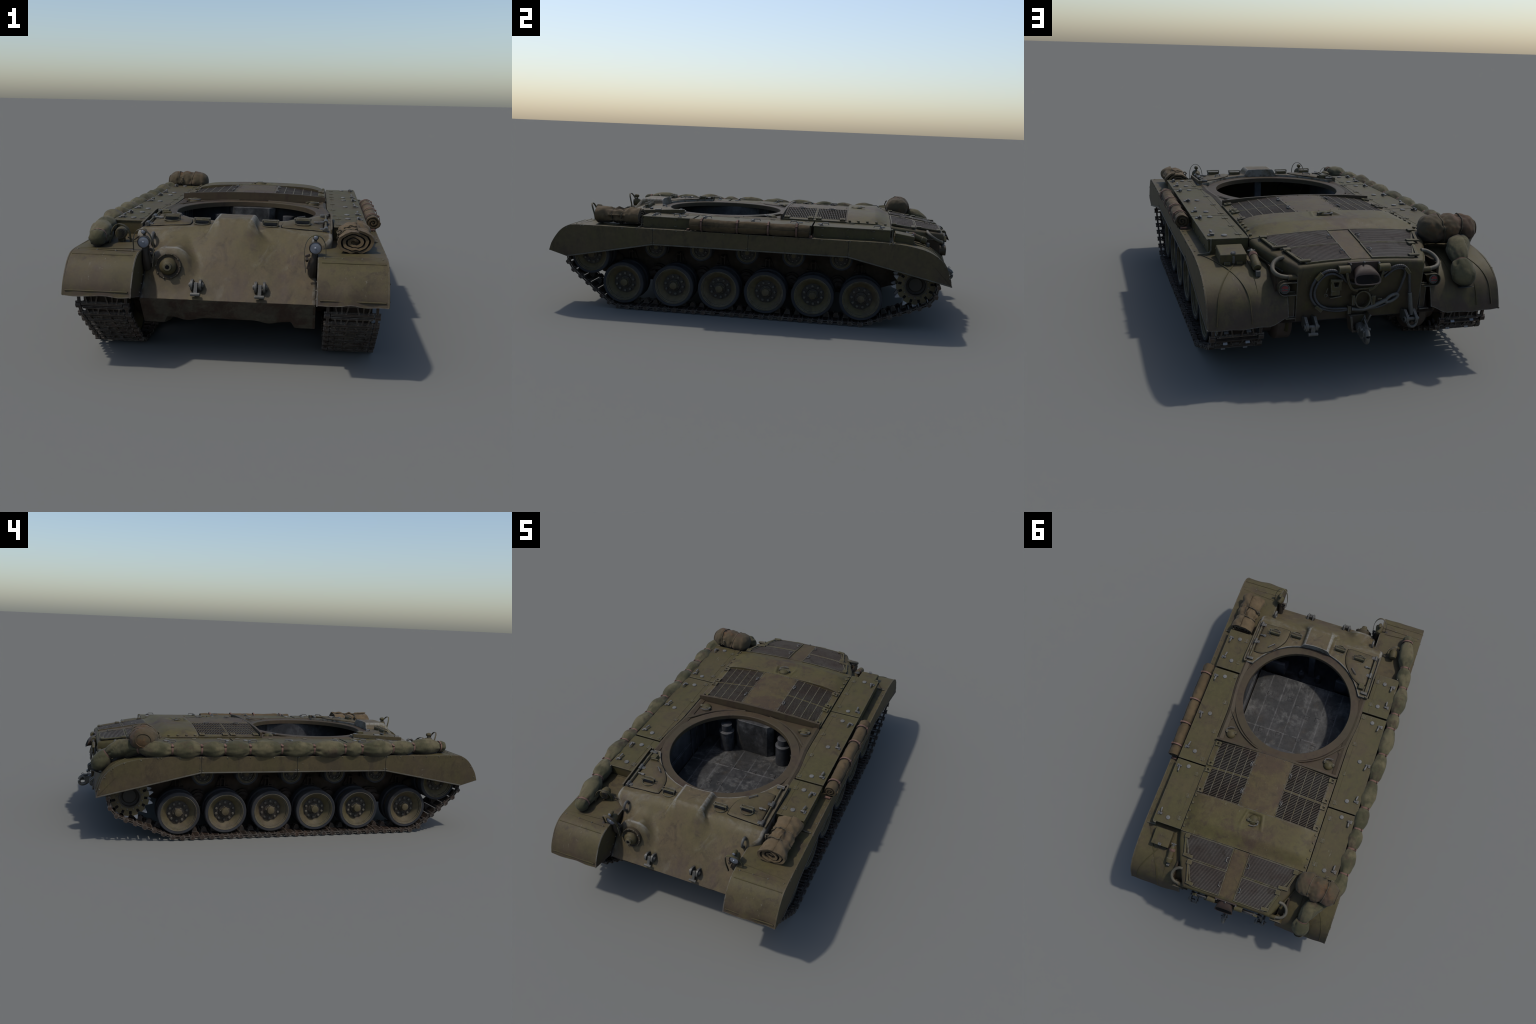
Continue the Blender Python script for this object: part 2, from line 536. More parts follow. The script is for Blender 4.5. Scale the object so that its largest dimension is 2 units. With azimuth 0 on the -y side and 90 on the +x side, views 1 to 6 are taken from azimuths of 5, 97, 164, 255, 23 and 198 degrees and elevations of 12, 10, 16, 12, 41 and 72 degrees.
def copy_of(ob, parent, loc=None, rot=None, scale=None):
    c = ob.copy()
    bpy.context.scene.collection.objects.link(c)
    c.parent = parent
    if loc is not None:
        c.location = loc
    if rot is not None:
        c.rotation_euler = rot
    if scale is not None:
        c.scale = scale
    return c


# ================================================================== CAST FRONT HULL
RING_Y, RING_R, RING_Z = -0.235, 0.297, 0.462
FLANGE_R = 0.340
GL_Y, GL_Z = -0.889, 0.243       # bottom edge of the glacis


def half_width(y):
    return 0.309 + 0.054 * sstep(-0.750, -0.690, y)


def hull_z(x, y):
    roof = 0.510 - 0.118 * x * x + 0.066 * y
    glacis = GL_Z + 1.04 * (y - GL_Y)
    base = smin(roof, glacis, 0.024)
    # raised casting in front of the turret ring
    fl = max(0.0, -0.680 - y)
    rise = 0.042 * sstep(-0.845, -0.700, y)
    hump = smin(0.5000, glacis + rise, 0.014) - (2.2 / (1 + 45 * fl)) * smax(0.0, abs(x) - 0.071, 0.008 + 0.6 * fl)
    z = lerp(smax(base, hump, 0.014 + 0.34 * fl), base, sstep(-0.78, -0.86, y))
    # ball-mount blister on the bow gunner's side
    bl = smin(0.409 + 0.10 * (y + 0.79), 0.346 + (y + 0.828) * 2.4, 0.030) - 1.35 * smax(0.0, abs(x + 0.216) - 0.046, 0.030)
    z = lerp(smax(z, bl, 0.034), base, sstep(-0.862, -0.885, y))
    w = half_width(y)
    t = (abs(x) - (w - 0.014)) / 0.014

    if t > 0:
        z -= 0.012 * (1 - sqrt(max(0.0, 1 - min(1, t) ** 2)))
    return z


def y_back(x):
    return RING_Y - sqrt(FLANGE_R ** 2 - x * x) if abs(x) < 0.308 else -0.379


def hull_pt(u, v):
    # u in [-1,1] across, v 0..1 from the glacis edge to the ring
    x = u * 0.363
    y = lerp(GL_Y, y_back(x), v)
    x = u * half_width(y)
    y = lerp(GL_Y, y_back(x), v)
    n = 0.0012 * noise.noise(V((x * 14, y * 14, 3.0))) + 0.0008 * noise.noise(V((x * 40, y * 40, 7.0)))
    return (x, y, hull_z(x, y) + n)


def build_front():
    mb = MB()
    nu, nv = 241, 190
    us = []
    for i in range(nu):
        t = i / (nu - 1) * 2 - 1
        us.append(math.copysign(1 - (1 - abs(t)) ** 1.15, t))
    top = [[hull_pt(u, j / (nv - 1)) for u in us] for j in range(nv)]
    mb.add([p for row in top for p in row],
           [(j * nu + i, j * nu + i + 1, (j + 1) * nu + i + 1, (j + 1) * nu + i) for j in range(nv - 1) for i in range(nu - 1)])
    # skirts: rear wall against the ring, and the two sides
    for path, drop in (([top[-1][i] for i in range(nu)], lambda p: RING_Z - 0.018),
                       ([top[j][0] for j in range(nv)], lambda p: min(p[2] - 0.001, 0.398) if p[1] > -0.728 else GL_Z - 0.004),
                       ([top[j][-1] for j in range(nv)], lambda p: min(p[2] - 0.001, 0.398) if p[1] > -0.728 else GL_Z - 0.004)):
        m = len(path)
        mb.add(path + [(p[0], p[1], drop(p)) for p in path], [(i, i + 1, m + i + 1, m + i) for i in range(m - 1)])
    bm = bmesh.new()
    me = bpy.data.meshes.new("tmp")
    me.from_pydata(mb.v, [], mb.f)
    bm.from_mesh(me)
    bmesh.ops.remove_doubles(bm, verts=bm.verts, dist=1e-5)
    bm.verts.index_update()
    out = MB().add([v.co[:] for v in bm.verts], [[v.index for v in f.verts] for f in bm.faces])
    bm.free()
    bpy.data.meshes.remove(me)
    return part("glacis", out, M_CAST, smooth=50, face_up=True)


front = build_front()

# lower bow: plate that falls away under the glacis edge, cut higher between the final-drive feet
mb = MB()
NX = 121


def bow(u, v):
    x = lerp(-0.309, 0.309, u)
    ax = abs(x)
    feet = sstep(0.222, 0.238, ax)
    bulge = exp(-((ax - 0.145) / 0.035) ** 2) * 0.010
    side = [(-0.889, 0.243), (-0.884, 0.234), (-0.815, 0.134), (-0.70, 0.107), (-0.60, 0.107)]
    mid = [(-0.889, 0.243), (-0.882, 0.234), (-0.828, 0.160 - bulge), (-0.70, 0.124 - bulge), (-0.60, 0.107)]
    k = v * 4
    i = min(3, int(k))
    t = k - i
    a = [lerp(side[i][c], side[i + 1][c], t) for c in (0, 1)]
    b = [lerp(mid[i][c], mid[i + 1][c], t) for c in (0, 1)]
    y, z = lerp(b[0], a[0], feet), lerp(b[1], a[1], feet)
    n = 0.003 * noise.noise(V((x * 22, y * 22, z * 22))) * min(1, v * 5)
    return (x, y - n, z + n)


mb.grid(bow, NX, 33)
part("bow_plate", mb, M_NOSE, smooth=40)

# lower tub: side profile swept between the tracks; open top because the floor sits inside
tub = MB()
prof = [(-0.60, 0.107), (0.50, 0.107), (0.65, 0.158), (0.875, 0.214), (0.885, 0.30), (0.88, 0.40),
        (-0.70, 0.40), (-0.884, 0.243), (-0.884, 0.234), (-0.815, 0.134), (-0.70, 0.107)]
for s in (-1, 1):
    tub.prism(prof, 0, s * 0.300, s * 0.309)
tub.prism([(-0.62, 0.107), (0.50, 0.107), (0.65, 0.158), (0.885, 0.214), (0.875, 0.222), (0.64, 0.168), (0.49, 0.117), (-0.62, 0.117)], 0, -0.300, 0.300)
part("lower_hull", tub, M_LOWER, smooth=0)

# suspension pieces on the tub side: arm housings, bump stops, shock brackets
WHEEL_Y = {1: [-0.643, -0.393, -0.165, 0.062, 0.290, 0.519], -1: [-0.6415, -0.376, -0.148, 0.0815, 0.311, 0.539]}
ROLLER_Y = {1: [-0.490, -0.263, -0.037, 0.189, 0.416], -1: [-0.472, -0.248, -0.021, 0.206, 0.422]}
for s in (1, -1):
    sus = empty("suspension")
    for i, wy in enumerate(WHEEL_Y[s]):
        ay = wy - 0.118 if i else wy + 0.125
        m = MB()
        m.revolve([(0.040, 0), (0.040, 0.016), (0.032, 0.022), (0.030, 0.034), (0.016, 0.036), (0.014, 0.046)], (s * 0.309, ay, 0.155), (s, 0, 0), 20, True)
        ar = V((0, wy - ay, 0.1205 - 0.155)).normalized()
        m.tube([(s * 0.335, ay, 0.155), (s * 0.350, lerp(ay, wy, 0.5), lerp(0.155, 0.1205, 0.5)), (s * 0.36, wy, 0.1205)], 0.021, 10)
        for k in range(6):
            a = k * pi / 3
            m.rivet((s * 0.325, ay + 0.035 * cos(a), 0.155 + 0.035 * sin(a)), (s, 0, 0), 0.005, 0.004)
        part("swing_arm", m, M_LOWER, sus, bevel=0)
        m = MB()
        sy = ay - 0.0 if i else ay
        by = wy - 0.012
        m.prism([(by - 0.034, 0.205), (by + 0.034, 0.205), (by + 0.026, 0.222), (by + 0.012, 0.262), (by - 0.012, 0.262), (by - 0.026, 0.222)], 0, s * 0.309, s * 0.322)
        m.box((s * 0.330, by - 0.009, 0.238), (0.024, 0.005, 0.045))
        m.box((s * 0.330, by + 0.009, 0.238), (0.024, 0.005, 0.045))
        m.cyl((s * 0.334, by - 0.014, 0.252), (s * 0.334, by + 0.014, 0.252), 0.006, 8)
        m.box((s * 0.328, by, 0.213), (0.03, 0.062, 0.008))
        part("shock_bracket", m, M_LOWER, sus, bevel=0.0015)
    for i, ry in enumerate(ROLLER_Y[s]):
        m = MB().revolve([(0.030, 0), (0.026, 0.03), (0.018, 0.07), (0.018, 0.10)], (s * 0.305, ry, 0.303), (s, 0, 0), 14, True)
        m.box((s * 0.315, ry, 0.285), (0.022, 0.05, 0.07))
        part("roller_arm", m, M_LOWER, sus, bevel=0.002)
    # idler arm and final drive
    m = MB().tube([(s * 0.309, -0.72, 0.20), (s * 0.36, -0.77, 0.235), (s * 0.37, -0.81, 0.253)], 0.03, 12)
    m.cyl((s * 0.34, -0.81, 0.253), (s * 0.44, -0.81, 0.253), 0.018, 12)
    m.tube([(s * 0.36, -0.78, 0.23), (s * 0.36, -0.69, 0.15)], 0.014, 10)
    part("idler_arm", m, M_LOWER, sus)
    m = MB().revolve([(0.088, 0), (0.088, 0.050), (0.080, 0.060), (0.060, 0.066), (0.055, 0.10), (0.04, 0.105), (0.04, 0.17)], (s * 0.235, 0.769, 0.204), (s, 0, 0), 28, True)
    part("final_drive", m, paint("final_drive_rust", (0.055, 0.035, 0.024), (0.045, 0.032, 0.022), rust_amt=0.5, wear=0.2, dirt=0, scratches=0) if s == 1 else bpy.data.materials["final_drive_rust"], sus)

# ================================================================== WHEELS
def disc_set(name, R, tyre, xo, xi, dish, bolts, bolt_r, cap_h, parent, s, y, z, master):
    """dual wheel; built once facing +x around the origin, copied with a mirror scale for the other side"""
    key = name
    if key not in master:
        w = xo - xi                                   # overall width
        tw = w * 0.37                                 # each tyre's width
        h = w / 2
        ri = R - tyre
        rub = MB()
        for a, b in ((h - tw, h), (-h, -h + tw)):
            rub.revolve([(ri, a), (R - 0.004, a), (R, a + 0.004), (R, b - 0.004), (R - 0.004, b - 0.0005), (ri, b - 0.002)], (0, 0, 0), (1, 0, 0), 56, closed=True)
        rim = MB()
        e = 0.0025
        rim.revolve([(ri + 0.002, h - tw + 0.003), (ri + 0.002, h - 0.0035), (ri - 0.002, h - 0.001), (ri - 0.0045, h - 0.003), (ri - 0.0055, h - 0.008),
                     (ri - 0.0085, h - 0.009), (ri - 0.0095, h - 0.016), (ri - 0.014, h - 0.018), (bolt_r * 1.30, h - dish), (bolt_r * 1.22, h - dish - 0.004),
                     (0.004, h - dish - 0.004), (0.004, h - dish - 0.012), (bolt_r * 1.3, h - dish - 0.012), (ri - 0.012, h - tw + 0.003)],
                    (0, 0, 0), (1, 0, 0), 56, closed=True)
        rim.revolve([(ri + 0.002, -h + 0.003), (ri + 0.002, -h + tw - 0.003), (ri - 0.01, -h + tw - 0.003), (bolt_r * 1.2, -h + tw - 0.006), (0.004, -h + tw - 0.006),
                     (0.004, -h + 0.012), (bolt_r * 1.2, -h + 0.012), (ri - 0.01, -h + 0.003)], (0, 0, 0), (1, 0, 0), 40, closed=True)
        rim.cyl((-h + tw * 0.6, 0, 0), (h - dish - 0.005, 0, 0), bolt_r * 0.75, 20)
        hub = MB()
        x0 = h - dish - 0.004
        hub.revolve([(bolt_r * 1.38, x0 - 0.001), (bolt_r * 1.36, x0 + 0.0020), (bolt_r * 0.72, x0 + 0.003), (bolt_r * 0.66, x0 + 0.008), (bolt_r * 0.3, x0 + 0.010)], (0, 0, 0), (1, 0, 0), 30, True)  # oversized dark disc models the shadow cast inside the wheel dish
        blt = MB()
        for i in range(bolts):
            a = 2 * pi * (i + 0.25) / bolts
            c = (x0, bolt_r * cos(a), bolt_r * sin(a))
            br = bolt_r * 0.155
            blt.revolve([(br, 0), (br, 0.008), (br * 0.7, 0.0105), (br * 0.25, 0.011)], c, (1, 0, 0), 8, True)
        cap = MB()
        # lobed boss with a domed cap
        arm = bolt_r * 0.62
        vs = []
        for hh, sc in ((x0, 1.0), (x0 + cap_h * 0.45, 0.9)):
            for i in range(50):
                a = 2 * pi * i / 50
                r = arm * sc * (0.80 + 0.22 * max(0, cos(5 * a)) ** 1.5)
                vs.append((hh, r * cos(a), r * sin(a)))
        cap.add(vs, [tuple(range(50, 100))] + [(i, (i + 1) % 50, 50 + (i + 1) % 50, 50 + i) for i in range(50)])
        cr = bolt_r * 0.42
        cap.revolve([(cr, x0), (cr, x0 + cap_h * 0.85), (cr * 0.9, x0 + cap_h * 0.95), (cr * 0.6, x0 + cap_h), (cr * 0.05, x0 + cap_h * 1.02)], (0, 0, 0), (1, 0, 0), 20, True)
        for i in range(5):
            a = 2 * pi * i / 5
            cap.rivet((x0 + cap_h * 0.45, arm * 0.78 * cos(a), arm * 0.78 * sin(a)), (1, 0, 0), 0.003, 0.003)
        master[key] = [("tyre", mesh("tyre", rub, M_TYRE, 30)), ("rim", mesh("rim", rim, M_WHEEL, 30)), ("hub_plate", mesh("hub_plate", hub, M_HUB, 30)),
                       ("wheel_bolts", mesh("wheel_bolts", blt, M_HUB_BOLT, 30)), ("hub_cap", mesh("hub_cap", cap, M_WHEEL, 35))]
    e = empty(name, parent, (s * (xo + xi) / 2, y, z))
    e.rotation_euler = (rnd.uniform(0, 2 * pi), 0, 0)
    if s < 0:
        e.scale = (-1, 1, 1)
    for nm, me in master[key]:
        ob = bpy.data.objects.new(nm, me)
        link(ob, e)
    return e


M_HUB_BOLT = paint("hub_bolt_steel", (0.075, 0.066, 0.048), (0.06, 0.052, 0.040), rust_amt=0.4, wear=0.5, dirt=0, scratches=0)
masters = {}
for s in (1, -1):
    for y in WHEEL_Y[s]:
        disc_set("road_wheel", 0.1025, 0.0145, 0.495, 0.372, 0.036, 10, 0.0435, 0.031, root, s, y, 0.1205, masters)
    disc_set("idler_wheel", 0.0955, 0.0135, 0.495, 0.372, 0.026, 10, 0.040, 0.024, root, s, -0.810, 0.2535, masters)
    for y in ROLLER_Y[s]:
        disc_set("return_roller", 0.0555, 0.010, 0.466, 0.390, 0.013, 8, 0.026, 0.012, root, s, y, 0.303, masters)

# sprocket: two toothed rings on a drum
SP_Y, SP_Z, TEETH, PITCH = 0.769, 0.204, 13, 0.0474


def tooth_outline(bright=False):
    pts = []
    for i in range(TEETH):
        a0 = 2 * pi * i / TEETH
        st = 2 * pi / TEETH
        for f, r in ((0.00, 0.0830), (0.10, 0.0835), (0.20, 0.0870), (0.28, 0.0950), (0.40, 0.1080), (0.47, 0.1115), (0.55, 0.1060), (0.66, 0.0985), (0.80, 0.0890), (0.90, 0.0840)):
            pts.append((r, a0 + f * st))
    return pts


sp_meshes = None
for s in (1, -1):
    e = empty("drive_sprocket", root, (s * 0.435, SP_Y, SP_Z))
    if s < 0:
        e.scale = (-1, 1, 1)
    e.rotation_euler = (0.12 if s > 0 else 0.30, 0, 0)
    if sp_meshes is None:
        ring = MB()
        for xc in (0.040, -0.040):
            pts = tooth_outline()
            n = len(pts)
            vs = []
            for x, k in ((xc - 0.007, 0), (xc + 0.007, 0)):
                vs += [(x, r * cos(a), r * sin(a)) for r, a in pts]
            vs += [(x, 0.050 * cos(a), 0.050 * sin(a)) for x in (xc - 0.007, xc + 0.007) for r, a in pts]
            fs = []
            for i in range(n):
                j = (i + 1) % n
                fs += [(i, j, n + j, n + i), (i, j, 2 * n + j, 2 * n + i), (n + i, n + j, 3 * n + j, 3 * n + i), (2 * n + i, 2 * n + j, 3 * n + j, 3 * n + i)]
            ring.add(vs, fs)
        tips = MB()
        for xc in (0.040, -0.040):
            pts = tooth_outline()
            for i in range(TEETH):
                seg = [(r, a) for r, a in pts[i * 10 + 3:i * 10 + 8]]
                base = [(0.0915, seg[0][1] - 0.03), (0.0915, seg[-1][1] + 0.03)]
                poly = [base[0]] + [(r + 0.0006, a) for r, a in seg[1:-1]] + [base[1]]
                tips.prism([(r * cos(a), r * sin(a)) for r, a in poly], 0, xc - 0.0076, xc + 0.0076)
        hubm = MB()
        hubm.revolve([(0.052, -0.047), (0.052, 0.049), (0.046, 0.0495), (0.044, 0.030), (0.036, 0.024), (0.03, 0.028), (0.002, 0.028)], (0, 0, 0), (1, 0, 0), 32, True)
        drum = MB().revolve([(0.068, -0.034), (0.062, 0), (0.068, 0.034)], (0, 0, 0), (1, 0, 0), 32)
        holes = MB()
        for i in range(TEETH):
            a = 2 * pi * (i + 0.02) / TEETH
            R = Matrix.Rotation(a, 3, "X")
            holes.box(R @ V((0.0405, 0.0745, 0)), (0.0146, 0.015, 0.012), R)
        bl = MB()
        for i in range(TEETH):
            a = 2 * pi * (i + 0.5) / TEETH
            bl.rivet((0.047, 0.060 * cos(a), 0.060 * sin(a)), (1, 0, 0), 0.0042, 0.004)
        sp_meshes = [("toothed_ring", mesh("toothed_ring", ring, M_WHEEL, 30)), ("tooth_tips", mesh("tooth_tips", tips, M_BRIGHT, 30)), ("sprocket_hub", mesh("sprocket_hub", hubm, M_HUB, 30)),
                     ("sprocket_drum", mesh("sprocket_drum", drum, M_WHEEL, 30)), ("mud_relief_holes", mesh("mud_relief_holes", holes, M_DARK, 0)), ("sprocket_bolts", mesh("sprocket_bolts", bl, M_HUB_BOLT, 30))]
    for nm, me in sp_meshes:
        link(bpy.data.objects.new(nm, me), e)

# ================================================================== TRACKS
def belt(circles):
    """outline of the convex belt round a set of circles (y, z, r)"""
    pts = []
    for y, z, r in circles:
        for i in range(240):
            a = 2 * pi * i / 240
            pts.append((y + r * cos(a), z + r * sin(a)))
    pts.sort()

    def half(ps):
        h = []
        for p in ps:
            while len(h) > 1 and (h[-1][0] - h[-2][0]) * (p[1] - h[-2][1]) - (h[-1][1] - h[-2][1]) * (p[0] - h[-2][0]) <= 0:
                h.pop()
            h.append(p)
        return h
    a, b = half(pts), half(pts[::-1])
    return a[:-1] + b[:-1]


def build_link():
    """one shoe: local x across, y along the run, z outwards (ground side)"""
    web, body, P = MB(), MB(), PITCH
    web.box((0, 0, -0.002), (0.132, P * 0.62, 0.005))
    for sy in (-1, 1):
        body.cyl((-0.070, sy * P * 0.30, 0.0), (0.070, sy * P * 0.30, 0.0), 0.0058, 8)
    # grouser bars: cross bars and the trapezoid frames of the tread
    body.box((0, P * 0.37, 0.0052), (0.146, 0.0075, 0.0096))
    body.box((0, -P * 0.31, 0.0050), (0.142, 0.005, 0.008))
    for cx in (-0.037, 0.037):
        for k in (-1, 1):
            R = Matrix.Rotation(k * 0.26, 3, "Z")
            body.box((cx + k * 0.019, 0, 0.0050), (0.0046, P * 0.66, 0.0095), R)
        body.box((cx, 0, 0.003), (0.004, P * 0.6, 0.006))
    for sx in (-1, 1):
        # open shoe ends: two thin rails with daylight between
        body.box((sx * 0.0840, 0, 0.0035), (0.0090, P * 0.62, 0.0028))
        body.box((sx * 0.0840, 0, -0.0040), (0.0090, P * 0.62, 0.0028))
        # end connector knob over the joint
        body.prism([(-P * 0.72, -0.0050), (-P * 0.65, -0.0085), (-P * 0.35, -0.0085), (-P * 0.28, -0.0050), (-P * 0.28, 0.0055), (-P * 0.36, 0.0098), (-P * 0.64, 0.0098), (-P * 0.72, 0.0055)],
                   0, sx * 0.0765, sx * 0.0950)
        for sy in (-0.30, 0.30):
            body.cyl((sx * 0.066, sy * P, 0), (sx * 0.0965, sy * P, 0), 0.0042, 8)
        body.prism([(-0.013, -0.004), (0.013, -0.004), (0.010, -0.020), (0.004, -0.027), (-0.004, -0.027), (-0.010, -0.020)], 0, sx * 0.004, sx * 0.012)
    nb = len(body.f)
    return mesh("track_link", join(body, web), [M_TRACK, M_WEB], 30, slots=lambda p: 0 if p.index < nb else 1)


link_me = build_link()
for s in (1, -1):
    trk = empty("track", root, (s * 0.435, 0, 0))
    circles = [(-0.810, 0.2535, 0.1055), (SP_Y, SP_Z, 0.0985)] + [(y, 0.1205, 0.1105) for y in WHEEL_Y[s]] + [(y, 0.303, 0.0635) for y in ROLLER_Y[s]]
    path = belt(circles)
    L = [0.0]
    for a, b in zip(path, path[1:] + path[:1]):
        L.append(L[-1] + hypot(b[0] - a[0], b[1] - a[1]))
    count = round(L[-1] / PITCH)
    closed = path + [path[0]]

    def at(d):
        d %= L[-1]
        lo, hi = 0, len(L) - 1
        while hi - lo > 1:
            mid = (lo + hi) // 2
            if L[mid] <= d:
                lo = mid
            else:
                hi = mid
        t = (d - L[lo]) / max(1e-9, L[hi] - L[lo])
        return V((0, lerp(closed[lo][0], closed[hi][0], t), lerp(closed[lo][1], closed[hi][1], t)))
    for i in range(count):
        d = (i + 0.3) * L[-1] / count
        a, c, b = at(d - PITCH * 0.45), at(d), at(d + PITCH * 0.45)
        mid = (a + b) / 2 * 0.5 + c * 0.5
        tg = (b - a).normalized()
        out = V((0, tg.z, -tg.y))            # belt runs counter-clockwise in (y,z): outward is to the right
        ob = bpy.data.objects.new("track_link", link_me)
        link(ob, trk)
        Rm = Matrix((V((-1, 0, 0)), tg, out)).transposed()
        ob.rotation_euler = Rm.to_euler()
        ob.location = mid

# ================================================================== FENDERS AND SKIRTS
PROF = catmull([(0, y, z) for y, z in ((-0.999, 0.272), (-0.985, 0.312), (-0.958, 0.354), (-0.932, 0.381), (-0.902, 0.398), (-0.868, 0.4045), (-0.80, 0.4055), (-0.60, 0.4055),
                                      (0.0, 0.4055), (0.45, 0.4055), (0.58, 0.406), (0.645, 0.4045), (0.70, 0.400), (0.755, 0.391), (0.808, 0.377), (0.858, 0.350), (0.894, 0.312), (0.914, 0.262), (0.925, 0.219))], 6)
PROF = [(p.y, p.z) for p in PROF]


def fender_z(y):
    return interp(PROF, y)


def rear_outline(y):
    """half-width of the rear hull"""
    return interp([(0.60, 0.344), (0.645, 0.343), (0.692, 0.331), (0.77, 0.300), (0.885, 0.246), (0.905, 0.236)], y)


def fender_mesh(s):
    mb = MB()
    nx = 31
    ys = [p for p in PROF]
    rows = []
    for k, (y, z) in enumerate(ys):
        row = []
        x_in = 0.3125 if y < 0.0 else lerp(0.3125, 0.268, sstep(0.55, 0.80, y))
        for i in range(nx):
            x = lerp(x_in, 0.5465, i / (nx - 1))
            yy, zz = y, z
            e = sstep(-0.95, -0.995, y)
            if e:   # wavy, dented front lip
                zz += e * 0.010 * noise.noise(V((x * 13 * s, 1.0, 4.0 + s))) * sin(pi * i / (nx - 1)) ** 0.5
                yy += e * 0.006 * noise.noise(V((x * 11, 8.0, s)))
            e = sstep(0.84, 0.925, y)
            if e:
                zz += e * (0.010 * noise.noise(V((x * 15 * s, 3.0, 1.0))) + 0.030 * sstep(0.34, 0.272, x))
                yy += e * 0.006 * noise.noise(V((x * 12 * s, 5.0, 2.0)))
            d = 0.0022 * noise.noise(V((x * 9 * s, y * 9, 2.0)))
            row.append(V((s * x, yy, zz + d)))
        rows.append(row)
    m = len(rows)
    # thickness along the profile normal
    under = []
    for k in range(m):
        a, b = ys[max(k - 1, 0)], ys[min(k + 1, m - 1)]
        t = V((0, b[0] - a[0], b[1] - a[1])).normalized()
        nrm = V((0, -t.z, t.y))
        under.append([p - nrm * 0.004 for p in rows[k]])
    vs = [p for r in rows for p in r] + [p for r in under for p in r]
    o = m * nx
    fs = []
    for j in range(m - 1):
        for i in range(nx - 1):
            a = j * nx + i
            fs += [(a, a + 1, a + nx + 1, a + nx), (o + a, o + a + nx, o + a + nx + 1, o + a + 1)]
        for i in (0, nx - 1):
            a = j * nx + i
            fs.append((a, a + nx, o + a + nx, o + a))
    for i in range(nx - 1):
        for j in (0, m - 1):
            a = j * nx + i
            fs.append((a, a + 1, o + a + 1, o + a))
    mb.add(vs, fs)
    return mb


BOTTOM = [(-0.999, 0.2735), (-0.907, 0.2465), (-0.480, 0.3285), (-0.02, 0.3285), (0.447, 0.3285), (0.926, 0.2205)]


def skirt_panel(y0, y1):
    top = [(y, z + 0.0012) for y, z in PROF if y0 < y < y1]
    pts = [(y0, fender_z(y0) + 0.0012)] + top + [(y1, fender_z(y1) + 0.0012)]
    low = [(y0, interp(BOTTOM, y0))] + [p for p in BOTTOM if y0 < p[0] < y1] + [(y1, interp(BOTTOM, y1))]
    return pts, low


